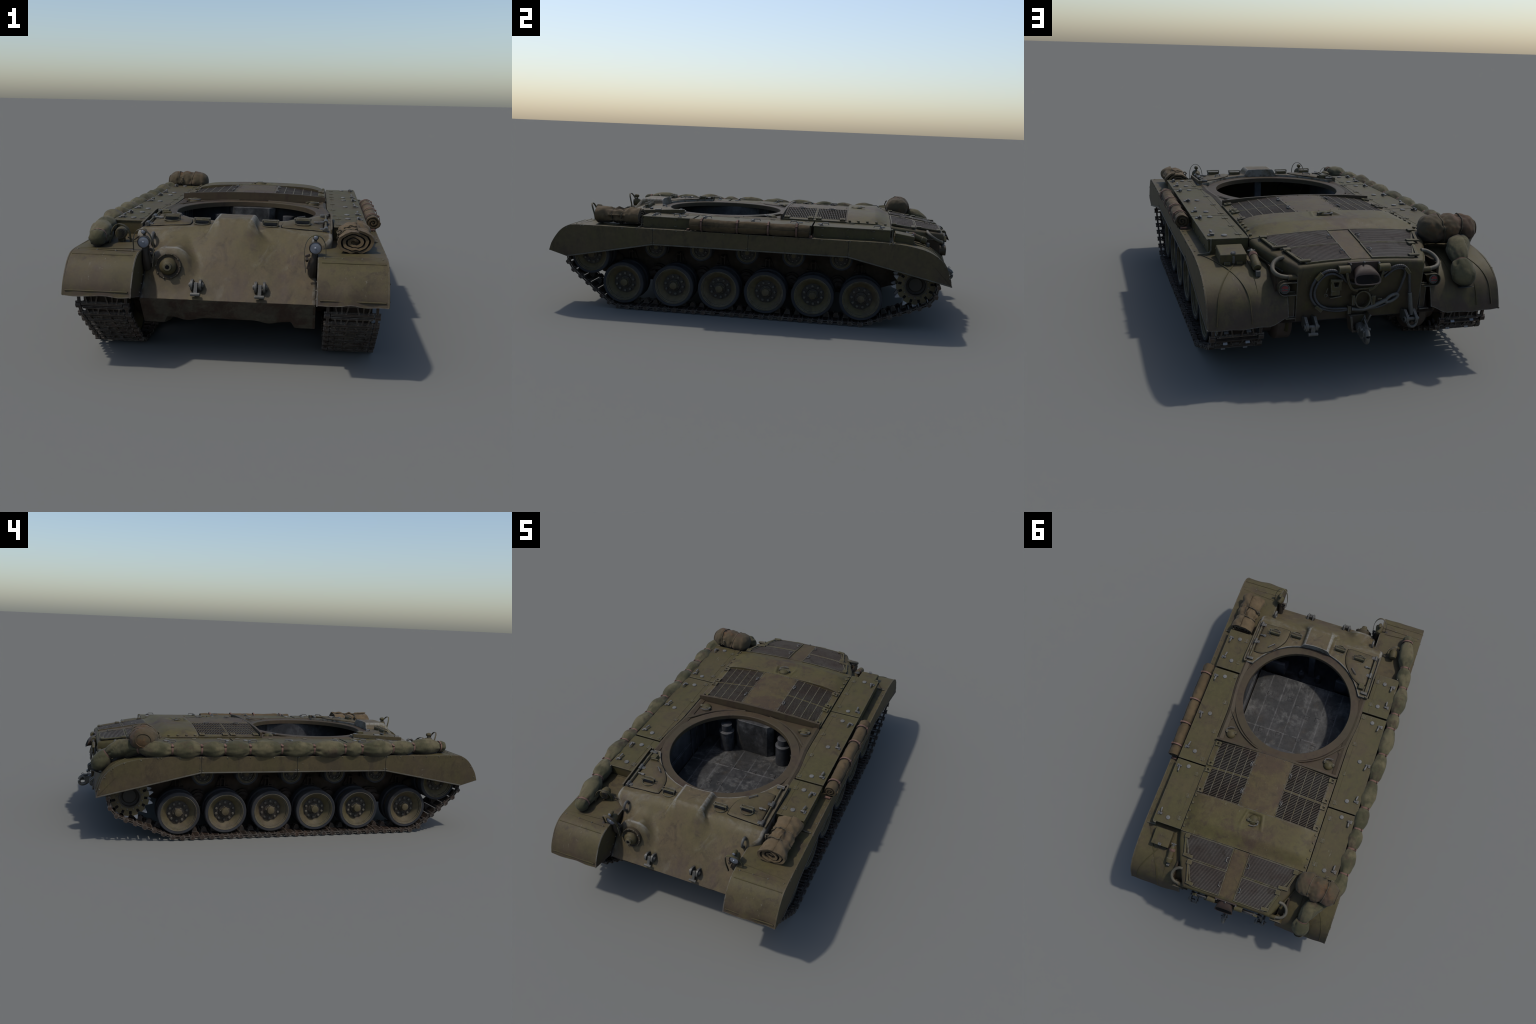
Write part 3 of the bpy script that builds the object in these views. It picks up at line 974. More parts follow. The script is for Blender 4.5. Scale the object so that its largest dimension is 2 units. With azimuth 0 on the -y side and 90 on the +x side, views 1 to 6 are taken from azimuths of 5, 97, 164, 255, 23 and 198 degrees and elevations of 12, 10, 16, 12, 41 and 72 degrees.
for s in (1, -1):
    fen = part("fender", fender_mesh(s), M_FENDER, smooth=40)
    # panels
    for a, b in ((-0.9985, -0.4808), (-0.4792, -0.0208), (-0.0192, 0.4462), (0.4478, 0.9255)):
        pts, low = skirt_panel(a, b)
        poly = pts + low[::-1]
        # the tip panels share their end points; drop doubles
        clean = []
        for p in poly:
            if not clean or hypot(p[0] - clean[-1][0], p[1] - clean[-1][1]) > 1e-4:
                clean.append(p)
        m = MB().prism(clean, 0, s * 0.5445, s * 0.5495)
        part("skirt_panel", m, M_SKIRT, fen, bevel=0.0012, smooth=0)
        # angle strip along the lower edge
        lo = [V((s * 0.549, y, z + 0.0025)) for y, z in low if y > -0.95]
        if a < -0.9:
            lo = [V((s * 0.549, y, z + 0.0025)) for y, z in low[1:]]
        m = MB().strip(lo, (0, 0, 1), 0.006, 0.005)
        part("edge_strip", m, M_EDGE, fen, bevel=0.001)
    # rivets
    rv = MB()
    for y in (-0.837, -0.770, -0.700, -0.630, -0.558, -0.487, -0.473, -0.364, -0.249, -0.136, -0.026, -0.013, 0.098, 0.213, 0.324, 0.439, 0.454, 0.545, 0.633, 0.648):
        rv.rivet((s * 0.5495, y, 0.4005), (s, 0, 0), 0.0036, 0.0025)
        if y in (-0.487, -0.473, -0.026, -0.013, 0.439, 0.454):
            rv.rivet((s * 0.5495, y, 0.340), (s, 0, 0), 0.0036, 0.0025)
    for y, z in ((-0.980, 0.290), (-0.957, 0.345), (-0.906, 0.389), (0.724, 0.391), (0.800, 0.378), (0.849, 0.355), (0.857, 0.347), (0.886, 0.313), (0.910, 0.259)):
        rv.rivet((s * 0.5495, y, z), (s, 0, 0), 0.0036, 0.0025)
    # rivets on top of the front fender and along its outer edge
    for x in (0.335, 0.395, 0.462, 0.532):
        rv.rivet((s * x, -0.868 + 0.02 * (x - 0.33), 0.405), (0, -0.1, 1), 0.004, 0.003)
    for y in (-0.487, -0.43, -0.37, -0.33, 0.30, 0.36, 0.45, 0.52, 0.60):
        rv.rivet((s * 0.538, y, 0.4055), (0, 0, 1), 0.0035, 0.003)
    part("skirt_rivets", rv, M_OLIVE, fen, stuff=True)
    # pressed ribs and seams on the front fender
    rb = MB()
    fz = lambda y: fender_z(y) + 0.0005
    rb.tube([(s * x, -0.905, fz(-0.905)) for x in (0.325, 0.40, 0.47, 0.54)], 0.0022, 6)
    rb.tube([(s * lerp(0.322, 0.538, i / 8), -0.9935 + 0.0008 * sin(i * 2.1), 0.2895) for i in range(9)], 0.0032, 6)
    rb.tube([(s * x, -0.868 + 0.03 * (x - 0.33), fz(-0.868)) for x in (0.325, 0.54)], 0.0012, 5)
    rb.tube([(s * 0.34, -0.83, fz(-0.83)), (s * 0.53, -0.845, fz(-0.845))], 0.0014, 5)
    rb.tube([(s * 0.32, -0.55, 0.4060), (s * 0.54, -0.55, 0.4060)], 0.0014, 5)
    part("fender_rib", rb, M_PLAIN, fen)
    # inner wall that closes the front fender against the bow
    inner = [(y, z - 0.002) for y, z in PROF if y < -0.70] + [(-0.70, 0.403), (-0.70, 0.37), (-0.878, 0.243), (-0.997, 0.2725)]
    part("fender_inner_wall", MB().prism(inner, 0, s * 0.3105, s * 0.3145), M_FENDER, fen)
    # inner bead and bolts
    bd = MB().tube([(s * 0.3120, -0.878, 0.245), (s * 0.3120, -0.74, 0.365)], 0.0035, 6)
    for k in range(5):
        bd.rivet((s * 0.3105, lerp(-0.885, -0.77, k / 4), lerp(0.262, 0.36, k / 4)), (-s, 0, 0), 0.003, 0.003)
    part("fender_bracket", bd, M_FENDER, fen)
    # rear fender: seam and crossing weld beads
    wd = MB()

    def on_fender(x, y, h=0.0008):
        return (s * x, y, fender_z(y) + h)
    wd.tube([(s * 0.368, y + 0.0008, z + 0.0006) for y, z in PROF if y > 0.66], 0.0013, 5)
    if s > 0:
        wd.tube(catmull([on_fender(0.515, 0.66), on_fender(0.475, 0.73), on_fender(0.445, 0.79), on_fender(0.415, 0.85), on_fender(0.400, 0.89), (s * 0.396, 0.916, 0.262), (s * 0.396, 0.923, 0.235)], 6), 0.0025, 6)
        wd.tube(catmull([on_fender(0.425, 0.75), on_fender(0.455, 0.80), on_fender(0.485, 0.85), on_fender(0.505, 0.89), (s * 0.513, 0.915, 0.262), (s * 0.516, 0.923, 0.235)], 6), 0.0025, 6)
    else:
        wd.tube(catmull([on_fender(0.445, 0.75), on_fender(0.475, 0.80), on_fender(0.498, 0.85), on_fender(0.512, 0.89), (s * 0.516, 0.915, 0.262), (s * 0.517, 0.923, 0.240)], 6), 0.0025, 6)
        wd.tube(catmull([on_fender(0.455, 0.87), on_fender(0.455, 0.90), (s * 0.455, 0.917, 0.262), (s * 0.455, 0.923, 0.240)], 6), 0.0015, 6)
    part("weld_bead", wd, M_PLAIN, fen)

# ================================================================== STOWAGE BOXES
BOX_TOP = 0.460
for s in (1, -1):
    for bi, (y0, y1) in enumerate(((-0.546, -0.302), (-0.292, 0.270), (0.277, 0.638))):
        e = empty("stowage_box")

        def inner_x(y):
            return 0.345 + 0.016 * sstep(-0.06, -0.26, y) if y > -0.375 else 0.3675
        m = MB()
        pts = [(0.4955, y0 + 0.003), (0.4955, y1 - 0.003)] + [(inner_x(y), y) for y in ([y1 - 0.003] + [lerp(y1 - 0.003, y0 + 0.003, t / 12) for t in range(1, 12)] + [y0 + 0.003])]
        m.prism([(s * x, y) for x, y in pts], 2, 0.402, BOX_TOP - 0.006)
        part("box_body", m, M_OLIVE, e, bevel=0.001)
        lid_edge = inner_x
        lid = MB()
        outl = [(0.500, y0), (0.500, y1)] + [(inner_x(lerp(y1, y0, t / 14)), lerp(y1, y0, t / 14)) for t in range(15)]
        if bi == 0:   # notch beside the roof rail
            outl = [(0.500, y0), (0.500, y1), (0.356, y1), (0.349, -0.376), (0.3675, -0.388), (0.3675, y0)]
        lid.prism([(s * x, y) for x, y in outl], 2, BOX_TOP - 0.006, BOX_TOP)
        part("box_lid", lid, M_OLIVE, e, bevel=0.0018)
        hx = 0.389 if bi == 0 else 0.372
        sm = MB().tube([(s * hx, y0 + 0.004, BOX_TOP), (s * hx, y1 - 0.004, BOX_TOP)], 0.0011, 5)
        part("lid_seam", sm, M_PLAIN, e)
        for ly, flip in (((-0.494, 1), (-0.366, -1)), ((-0.245, 1), (-0.010, 1), (0.201, -1)), ((0.315, 1), (0.591, -1)))[bi]:
            # wing-handled clamp
            m = MB()
            m.box((s * 0.472, ly, BOX_TOP + 0.004), (0.013, 0.010, 0.009))
            m.cyl((s * 0.464, ly, BOX_TOP + 0.006), (s * 0.481, ly, BOX_TOP + 0.006), 0.0042, 8)
            m.box((s * 0.484, ly, BOX_TOP + 0.002), (0.010, 0.018, 0.004))
            R = Matrix.Rotation(rnd.uniform(-0.25, 0.25), 3, "Z")
            p = [R @ V((0, 0, 0.006)), R @ V((0, flip * 0.006, 0.013)), R @ V((0, flip * 0.030, 0.013)), R @ V((0, flip * 0.034, 0.004))]
            m.tube([V((s * 0.472, ly, BOX_TOP)) + q for q in p], 0.0024, 6)
            m.box(V((s * 0.472, ly, BOX_TOP + 0.0125)) + R @ V((0, flip * 0.019, 0)), (0.007, 0.022, 0.004), R)
            part("lid_clamp", m, M_STEEL, e, bevel=0.0008)
        for cy in ((-0.499, -0.358), (-0.254, -0.019, 0.212), (0.304, 0.600))[bi]:
            m = MB().revolve([(0.0112, 0), (0.0112, 0.0030), (0.0095, 0.0052), (0.004, 0.0060)], (s * 0.4285, cy, BOX_TOP - 0.0005), (0, 0, 1), 20, True)
            part("vent_cap", m, M_CAP, e)
        for hy in ((-0.501, -0.359), (-0.272, -0.107, 0.071, 0.240), (0.330, 0.456, 0.584))[bi]:
            m = MB().box((s * (hx - 0.006), hy, BOX_TOP + 0.001), (0.010, 0.020, 0.0028)).box((s * (hx + 0.006), hy, BOX_TOP + 0.001), (0.010, 0.020, 0.0028))
            m.cyl((s * hx, hy - 0.011, BOX_TOP + 0.002), (s * hx, hy + 0.011, BOX_TOP + 0.002), 0.0022, 6)
            part("lid_hinge", m, M_OLIVE, e, bevel=0.0006)
        rv = MB()
        k = 0
        y = y0 + 0.045
        while y < y1 - 0.03:
            for z in (0.417, 0.449):
                rv.box((s * 0.4965, y, z), (0.005, 0.010, 0.0035))
            y += 0.118
        part("box_bolts", rv, M_OLIVE, e, stuff=True)
    # upright brackets at the ends of the box row
    for y, d in ((-0.548, -1), (0.641, 1)):
        m = MB().strip([(s * 0.486, y + d * 0.003, 0.462), (s * 0.486, y + d * 0.004, 0.420), (s * 0.492, y + d * 0.005, 0.411), (s * 0.512, y + d * 0.006, 0.408), (s * 0.535, y + d * 0.006, 0.4075)], (0, 1, 0), 0.006, 0.005)
        part("box_bracket", m, M_FENDER, bevel=0.001)
    m = MB().box((s * 0.487, 0.640, 0.461), (0.016, 0.010, 0.004))
    part("bracket_tab", m, M_FENDER, bevel=0.001)

# ================================================================== ROOF AND TURRET RING
mb = MB()
mb.revolve([(RING_R, RING_Z - 0.022), (RING_R, RING_Z - 0.002), (RING_R + 0.002, RING_Z), (FLANGE_R - 0.003, RING_Z), (FLANGE_R, RING_Z - 0.003), (FLANGE_R, RING_Z - 0.022)],
           (0, RING_Y, 0), (0, 0, 1), 128, closed=True)
part("turret_ring", mb, M_RING, smooth=40)
# roof plate around the ring: radial strip from the flange out to the plate edge
mb = MB()
YB = 0.104
EDGE = 0.3335


def plate_edge(a):
    c, sn = cos(a), sin(a)
    # ray from ring centre to the plate's rectangle
    ts = []
    if abs(c) > 1e-6:
        ts.append(EDGE / abs(c))
    if sn > 1e-6:
        ts.append((YB - RING_Y) / sn)
    if sn < -1e-6:
        ts.append((-0.380 - RING_Y) / sn)
    return max(FLANGE_R - 0.010, min(ts))


vs = []
NA = 256
for j in range(2):
    for i in range(NA):
        a = 2 * pi * i / NA
        r = FLANGE_R - 0.012 if j == 0 else plate_edge(a)
        vs.append((r * cos(a), RING_Y + r * sin(a), RING_Z - 0.0055))
fs = []
for i in range(NA):
    a = 2 * pi * (i + 0.5) / NA
    if plate_edge(a) > FLANGE_R - 0.009:
        fs.append((i, (i + 1) % NA, NA + (i + 1) % NA, NA + i))
mb.add(vs, fs)
part("roof_plate", mb, M_RING, smooth=0)
# sloped side strips between ring and boxes, swelling round the ring
for s in (1, -1):
    m = MB()
    ys = [lerp(-0.379, YB, i / 40) for i in range(41)]

    def bulge(y):
        return 0.331 + 0.017 * sstep(-0.05, -0.24, y)
    rows = [(bulge(y) - 0.022, bulge(y) - 0.002, bulge(y) + 0.0105, bulge(y) + 0.012) for y in ys]
    hz = (RING_Z - 0.002, RING_Z + 0.0035, RING_Z - 0.004, 0.42)
    vs = [(s * x, y, z) for y, r in zip(ys, rows) for x, z in zip(r, hz)]
    fs = [(j * 4 + i, j * 4 + i + 1, j * 4 + i + 5, j * 4 + i + 4) for j in range(40) for i in range(3)]
    m.add(vs, fs)
    part("ring_side_strip", m, M_RING, smooth=30)
    # raised lip that curls from the ring flange to the side strip behind it
    lip = catmull([(s * 0.333, -0.083, RING_Z - 0.001), (s * 0.318, -0.066, RING_Z - 0.001), (s * 0.298, -0.046, RING_Z - 0.001), (s * 0.267, -0.010, RING_Z - 0.001), (s * 0.215, 0.038, RING_Z - 0.001), (s * 0.142, 0.078, RING_Z - 0.001), (s * 0.07, 0.098, RING_Z - 0.001)], 6)
    part("ring_lip", MB().tube(lip, 0.0048, 6), M_RING)
    part("ring_plug", MB().revolve([(0.010, 0), (0.010, 0.004), (0.006, 0.006)], (s * 0.312, -0.035, RING_Z - 0.006), (0, 0, 1), 12, True), M_RING)

# filler caps with bail handles
def filler(x, y, z, turn):
    e = empty("filler_cap", root, (x, y, z))
    e.rotation_euler = (0, 0, turn)
    part("cap_dome", MB().dome((0, 0, -0.001), 0.027, 0.017, 20, 5), M_OLIVE, e)
    m = MB()
    for k in (-1, 1):
        m.box((k * 0.024, -0.008, 0.006), (0.010, 0.016, 0.012))
        m.cyl((k * 0.016, -0.008, 0.010), (k * 0.032, -0.008, 0.010), 0.004, 8)
    m.box((0, -0.010, 0.0125), (0.046, 0.010, 0.004))
    part("cap_bracket", m, M_OLIVE, e, bevel=0.001)
    part("cap_bail", MB().tube([(0.029, -0.008, 0.011), (0.028, -0.022, 0.011), (0.012, -0.034, 0.012), (-0.012, -0.036, 0.013)], 0.0025, 6), M_STEEL, e)


filler(0.278, 0.054, RING_Z - 0.004, 0.1)
filler(-0.276, 0.054, RING_Z - 0.004, -0.15)
filler(-0.002, 0.474, 0.4945, pi)

# ---- hatches, rails, periscopes
for s in (1, -1):
    out = [(0.181, -0.640), (0.24, -0.642), (0.318, -0.642), (0.325, -0.635), (0.327, -0.55), (0.327, -0.462), (0.318, -0.452), (0.285, -0.452), (0.250, -0.470), (0.214, -0.505), (0.184, -0.548), (0.174, -0.585), (0.173, -0.625)]
    loop = catmull([(x, y, 0) for x, y in out], 4, closed=True)
    cx, cy = 0.255, -0.55
    m = MB()
    rings = ((1.0, -0.004), (1.0, 0.0035), (0.975, 0.0055), (0.85, 0.0075), (0.6, 0.010), (0.3, 0.0115), (0.02, 0.012))
    n = len(loop)
    vs = []
    for k, h in rings:
        for p in loop:
            x, y = lerp(cx, p.x, k), lerp(cy, p.y, k)
            vs.append((s * x, y, hull_z(x if s > 0 else -x, y) + h))
    m.add(vs, [(j * n + i, j * n + (i + 1) % n, (j + 1) * n + (i + 1) % n, (j + 1) * n + i) for j in range(len(rings) - 1) for i in range(n)] + [tuple(range((len(rings) - 1) * n, len(rings) * n))])
    hat = part("crew_hatch", m, M_HULL, smooth=40)
    groove = MB().tube([(s * lerp(cx, p.x, 1.015), lerp(cy, p.y, 1.015), hull_z(p.x, p.y) + 0.0006) for p in loop], 0.0018, 5, closed=True)
    part("hatch_gap", groove, M_DARK, hat)
    # grab handle and stop
    hz = hull_z(0.25, -0.5) + 0.008
    part("hatch_handle", MB().tube([(s * 0.226, -0.523, hz), (s * 0.228, -0.523, hz + 0.010), (s * 0.255, -0.496, hz + 0.010), (s * 0.258, -0.494, hz)], 0.0025, 6), M_STEEL, hat)
    part("hatch_stop", MB().box((s * 0.301, -0.560, hull_z(0.3, -0.56) + 0.010), (0.012, 0.012, 0.012)).cyl((s * 0.292, -0.56, hull_z(0.3, -0.56) + 0.014), (s * 0.325, -0.56, hull_z(0.3, -0.56) + 0.014), 0.004, 8), M_STEEL, hat, bevel=0.001)
    # hinge shaft with barrels
    hx = 0.3375
    m = MB().tube([(s * hx, y, hull_z(0.337, y) + 0.009) for y in (-0.640, -0.505, -0.400)], 0.0042, 8)
    part("hinge_shaft", m, M_OLIVE, hat)
    for y0, y1, r in ((-0.645, -0.618, 0.008), (-0.530, -0.500, 0.0085)):
        part("hinge_barrel", MB().cyl((s * hx, y0, hull_z(0.337, y0) + 0.010), (s * hx, y1, hull_z(0.337, y1) + 0.010), r, 12).box((s * (hx - 0.012), (y0 + y1) / 2, hull_z(0.33, y0) + 0.006), (0.020, 0.016, 0.010)), M_STEEL, hat, bevel=0.001)
    part("shaft_end", MB().box((s * 0.332, -0.402, hull_z(0.337, -0.40) + 0.006), (0.034, 0.014, 0.012)), M_STEEL, hat, bevel=0.0015)
    # side rail of the driver's roof
    m = MB()
    path = [(0.3575, -0.648), (0.3590, -0.60), (0.3595, -0.50), (0.3595, -0.386), (0.345, -0.384)]
    pp = catmull([(s * x, y, hull_z(min(x, 0.34), y) + 0.004) for x, y in path], 5)
    m.strip(pp, (0, 0, 1), 0.018, 0.0065)
    part("roof_rail", m, M_HULL, bevel=0.0015)
    # periscopes
    for px, py, lift in ((0.250, -0.592, 0.011), (0.130, -0.616, 0.0)):
        pz = hull_z(px * s, py) + lift
        e = empty("periscope", root, (s * px, py, pz))
        e.rotation_euler = (0, 0, rnd.uniform(-0.03, 0.03))
        part("periscope_ring", MB().tube([(0.0305 * cos(a * pi / 16), 0.029 * sin(a * pi / 16), 0.001) for a in range(32)], 0.0022, 6, closed=True), M_OLIVE, e)
        part("periscope_head", MB().prism([(-0.008, -0.004), (0.010, -0.004), (0.010, 0.013), (0.004, 0.016), (-0.006, 0.014)], 0, -0.026, 0.026), M_OLIVE, e, bevel=0.001)
        part("periscope_window", MB().box((0, -0.0085, 0.005), (0.046, 0.002, 0.013)), M_GLASS, e)
        g = MB()
        for k in (-1, 1):
            g.tube([(k * 0.026, -0.008, 0.0), (k * 0.032, -0.010, 0.021), (k * 0.030, 0.006, 0.021), (k * 0.027, 0.010, 0.0)], 0.0017, 6)
        g.tube([(-0.032, -0.010, 0.021), (0.032, -0.010, 0.021)], 0.0019, 6)
        g.tube([(-0.030, 0.006, 0.021), (0.030, 0.006, 0.021)], 0.0017, 6)
        part("periscope_guard", g, M_OLIVE, e)
# turret lock block on the bow gunner's side
part("roof_block", MB().box((-0.308, -0.434, hull_z(0.308, -0.434) + 0.009), (0.030, 0.032, 0.022), taper=0.9).box((-0.300, -0.449, hull_z(0.3, -0.44) + 0.006), (0.034, 0.006, 0.016)), M_OLIVE, bevel=0.002)

# ---- bow machine gun ball
e = empty("machine_gun_mount")
d = V((0, -1.0, 0.26)).normalized()
c = V((-0.2165, -0.8345, 0.3475))
part("mount_plate", MB().revolve([(0.046, -0.03), (0.046, 0.0025), (0.0440, 0.0045), (0.0415, 0.0045), (0.0405, 0.001), (0.036, -0.001), (0.002, -0.001)], c, d, 40, True), M_RING, e)
m = MB()
for k in range(10):
    a = 2 * pi * k / 10
    u, w, _ = frame(d)
    m.rivet(c + d * 0.004 + (u * cos(a) + w * sin(a)) * 0.0435, d, 0.0032, 0.005)
part("mount_bolts", m, M_OLIVE, e)
part("ball", MB().revolve([(0.031, 0.0), (0.0305, 0.006), (0.028, 0.013), (0.022, 0.019), (0.0165, 0.022), (0.0150, 0.031), (0.0125, 0.034), (0.0078, 0.034), (0.0070, 0.014), (0.002, 0.014)],
                         c + d * 0.002, d + V((0.10, 0, -0.14)), 32, True), M_OLIVE, e)
part("gun_bore", MB().cyl(c + d * 0.018, c + d * 0.0365 + V((0.0030, 0, -0.0045)), 0.0066, 14), M_DARK, e)

# ---- headlamps, guards, siren, lifting eyes
for s in (1, -1):
    e = empty("headlamp")
    c = V((s * 0.301, -0.848, 0.435))
    part("lamp_shell", MB().revolve([(0.0215, 0.0), (0.0225, -0.004), (0.0215, -0.010), (0.018, -0.028), (0.011, -0.040), (0.002, -0.043)], c, (0, -1, 0.0), 28, True), M_OLIVE, e)
    part("lamp_rim", MB().revolve([(0.0195, 0.0), (0.0225, -0.002), (0.0225, 0.003), (0.0205, 0.0045), (0.0190, 0.003)], c, (0, -1, 0), 28, closed=True), M_HUB, e)
    part("lamp_lens", MB().revolve([(0.0195, 0.002), (0.0150, 0.0032), (0.0075, 0.0042), (0.001, 0.0045)], c, (0, -1, 0), 28), M_LENS, e)
    part("lamp_bulb", MB().dome(c + V((0, -0.0042, 0)), 0.0042, 0.003, 12, 4, (0, -1, 0)), M_LENS_EDGE, e)
    part("marker_lamp", MB().revolve([(0.002, 0.014), (0.007, 0.013), (0.0105, 0.006), (0.0105, 0.0), (0.008, -0.010), (0.002, -0.014)], c + V((0, 0.012, 0.036)), (0, -1, 0), 18, True)
         .cyl(c + V((0, 0.014, 0.016)), c + V((0, 0.014, 0.032)), 0.005, 8), M_OLIVE, e)
    part("marker_lens", MB().dome(c + V((0, -0.0015, 0.036)), 0.0075, 0.003, 14, 4, (0, -1, 0)), M_LENS, e)
    # dark socket that carries the lamp down to the glacis
    part("lamp_socket", MB().tube([c + V((0, 0.02, -0.018)), c + V((-s * 0.002, 0.02, -0.045)), c + V((-s * 0.006, 0.024, -0.072)), c + V((-s * 0.006, 0.04, -0.10))], 0.017, 10,
                                  rf=lambda i, a, q: (0.65, 0.8, 1.15, 1.1)[i]), M_HUB, e)
    part("lamp_bracket", MB().box(c + V((-s * 0.026, 0.018, -0.032)), (0.018, 0.008, 0.010), Matrix.Rotation(-s * 0.4, 3, "Y")).cyl(c + V((-s * 0.028, 0.006, -0.040)), c + V((-s * 0.028, 0.03, -0.052)), 0.006, 8)
         .box(c + V((-s * 0.020, 0.022, -0.060)), (0.008, 0.014, 0.040), Matrix.Rotation(s * 0.3, 3, "Y")), M_HUB, e, bevel=0.0015)
    # guard: a tall flat hoop over the lamp, leaning forward
    hoop = []
    for k in range(21):
        a = pi * k / 20
        x = 0.037 * cos(a)
        z = -0.030 + 0.082 * sin(a) ** 0.62 if 0 < k < 20 else -0.030
        y = -0.030 * sin(a) ** 1.5 + (-0.012 if x * s < 0 else 0.004)
        hoop.append(c + V((s * x * -1, y + 0.012, z)))
    path = [hoop[0] + V((0, 0.0, -0.006))] + hoop + [hoop[-1] + V((0, 0.0, -0.052))]
    path = [c + V((s * 0.037, 0.004, -0.034))] + [c + V((s * 0.037 * cos(pi * k / 20), 0.004 - 0.026 * sin(pi * k / 20) - 0.010 * k / 20, -0.028 + 0.078 * sin(pi * k / 20) ** 0.7)) for k in range(1, 20)] \
        + [c + V((-s * 0.037, -0.006, -0.034)), c + V((-s * 0.031, 0.004, -0.088))]
    part("lamp_guard", MB().strip(path, (0, 1, 0.15), 0.008, 0.0022), M_OLIVE, e)
    part("guard_foot", MB().box(c + V((s * 0.043, 0.002, -0.032)), (0.016, 0.014, 0.005)), M_HUB, e, bevel=0.001)
    # lifting eye on the bow shoulder
    ey = V((s * 0.2935, -0.728, 0.424))
    part("lifting_eye", MB().tube([ey + V((0, 0.020 * cos(a) - 0.004, 0.022 * sin(a))) for a in [2 * pi * k / 20 for k in range(20)]], 0.0062, 10, closed=True), M_STEEL)

e = empty("siren")
c = V((-0.420, -0.705, 0.438))
part("siren_drum", MB().revolve([(0.008, 0.020), (0.020, 0.019), (0.022, 0.014), (0.022, -0.010), (0.016, -0.024), (0.006, -0.027)], c, (0.15, -1, 0), 24, True).box(c + V((0, 0.004, -0.023)), (0.022, 0.026, 0.022)), M_OLIVE, e)
m = MB()
for r in (0.006, 0.011, 0.016):
    m.tube([c + V((0.15 * 0.020, -0.0200, 0)) + V((r * cos(a), 0, r * sin(a))) for a in [2 * pi * k / 20 for k in range(20)]], 0.0015, 5, closed=True)
part("siren_grille", m, M_HUB, e)
hp = [c + V(p) for p in ((-0.034, -0.040, -0.033), (-0.026, -0.036, 0.010), (-0.012, -0.032, 0.034), (0.004, -0.026, 0.037), (0.020, -0.016, 0.028), (0.032, -0.008, 0.006), (0.036, -0.004, -0.033))]
part("siren_guard", MB().strip(catmull(hp, 5), (0.35, 1, 0), 0.010, 0.0022), M_OLIVE, e)
part("siren_cable", MB().tube(catmull([c + V((0.02, 0.015, -0.02)), c + V((0.045, 0.012, -0.026)), c + V((0.065, 0.0, -0.012)), c + V((0.085, -0.005, -0.015))], 6), 0.0026, 6), M_HUB, e)

# ---- tow hooks
def tow_hook(x, y, z, ang):
    e = empty("tow_hook", root, (x, y, z))
    e.rotation_euler = (ang, 0, 0)
    # local: plates stand on a surface whose outward normal is -y
    m = MB()
    for k in (-1, 1):
        pts = [(0.016, -0.020), (0.016, 0.020)] + [(-0.006 - 0.020 * sin(a), 0.020 * cos(a)) for a in [pi * i / 10 for i in range(11)]]
        m.prism(pts, 0, k * 0.0105, k * 0.0195)
    part("hook_lug", m, M_STEEL, e, bevel=0.0015)
    m = MB().cyl((-0.026, -0.008, 0), (0.026, -0.008, 0), 0.0065, 12)
    m.revolve([(0.010, 0), (0.010, 0.004), (0.006, 0.006)], (0.0195, -0.008, 0), (1, 0, 0), 12, True)
    m.revolve([(0.010, 0), (0.010, 0.004), (0.006, 0.006)], (-0.0195, -0.008, 0), (-1, 0, 0), 12, True)
    part("hook_pin", m, M_STEEL, e)
    m = MB().box((0, -0.012, -0.016), (0.013, 0.012, 0.044), Matrix.Rotation(0.12, 3, "X"))
    m.cyl((-0.017, -0.016, -0.038), (0.017, -0.016, -0.038), 0.0062, 10)
    part("hook_shackle", m, M_STEEL, e, bevel=0.0015)


for x in (0.114, -0.111):
    tow_hook(x, -0.857, 0.2875, -0.55)

# ================================================================== ENGINE DECK
COVER = [(0, 0.5005), (0.10, 0.4995), (0.20, 0.4965), (0.255, 0.4925), (0.290, 0.4865), (0.315, 0.4780), (0.333, 0.4680), (0.345, 0.4600)]
PANEL = [(0, 0.5000), (0.05, 0.4995), (0.10, 0.4972), (0.21, 0.4850), (0.316, 0.4710), (0.345, 0.4660)]
SILL = [(0, 0.5010), (0.11, 0.5000), (0.23, 0.4955), (0.345, 0.4865)]


def soft(pts, x):
    """smoothed interpolation of a symmetric cross-section"""
    x = abs(x)
    return sum(interp(pts, abs(x + d)) * w for d, w in ((-0.02, 0.15), (-0.01, 0.22), (0, 0.26), (0.01, 0.22), (0.02, 0.15)))


def deck_z(x, y):
    if y < 0.1155:
        return soft(SILL, x)
    if y < 0.4282:
        return soft(PANEL, x)
    z = soft(COVER, x)
    zr = 0.4745 - 0.16 * x * x
    return lerp(z, min(z, zr), sstep(0.560, 0.645, y))


GX0, GX1, GY0, GY1 = 0.0975, 0.311, 0.116, 0.428


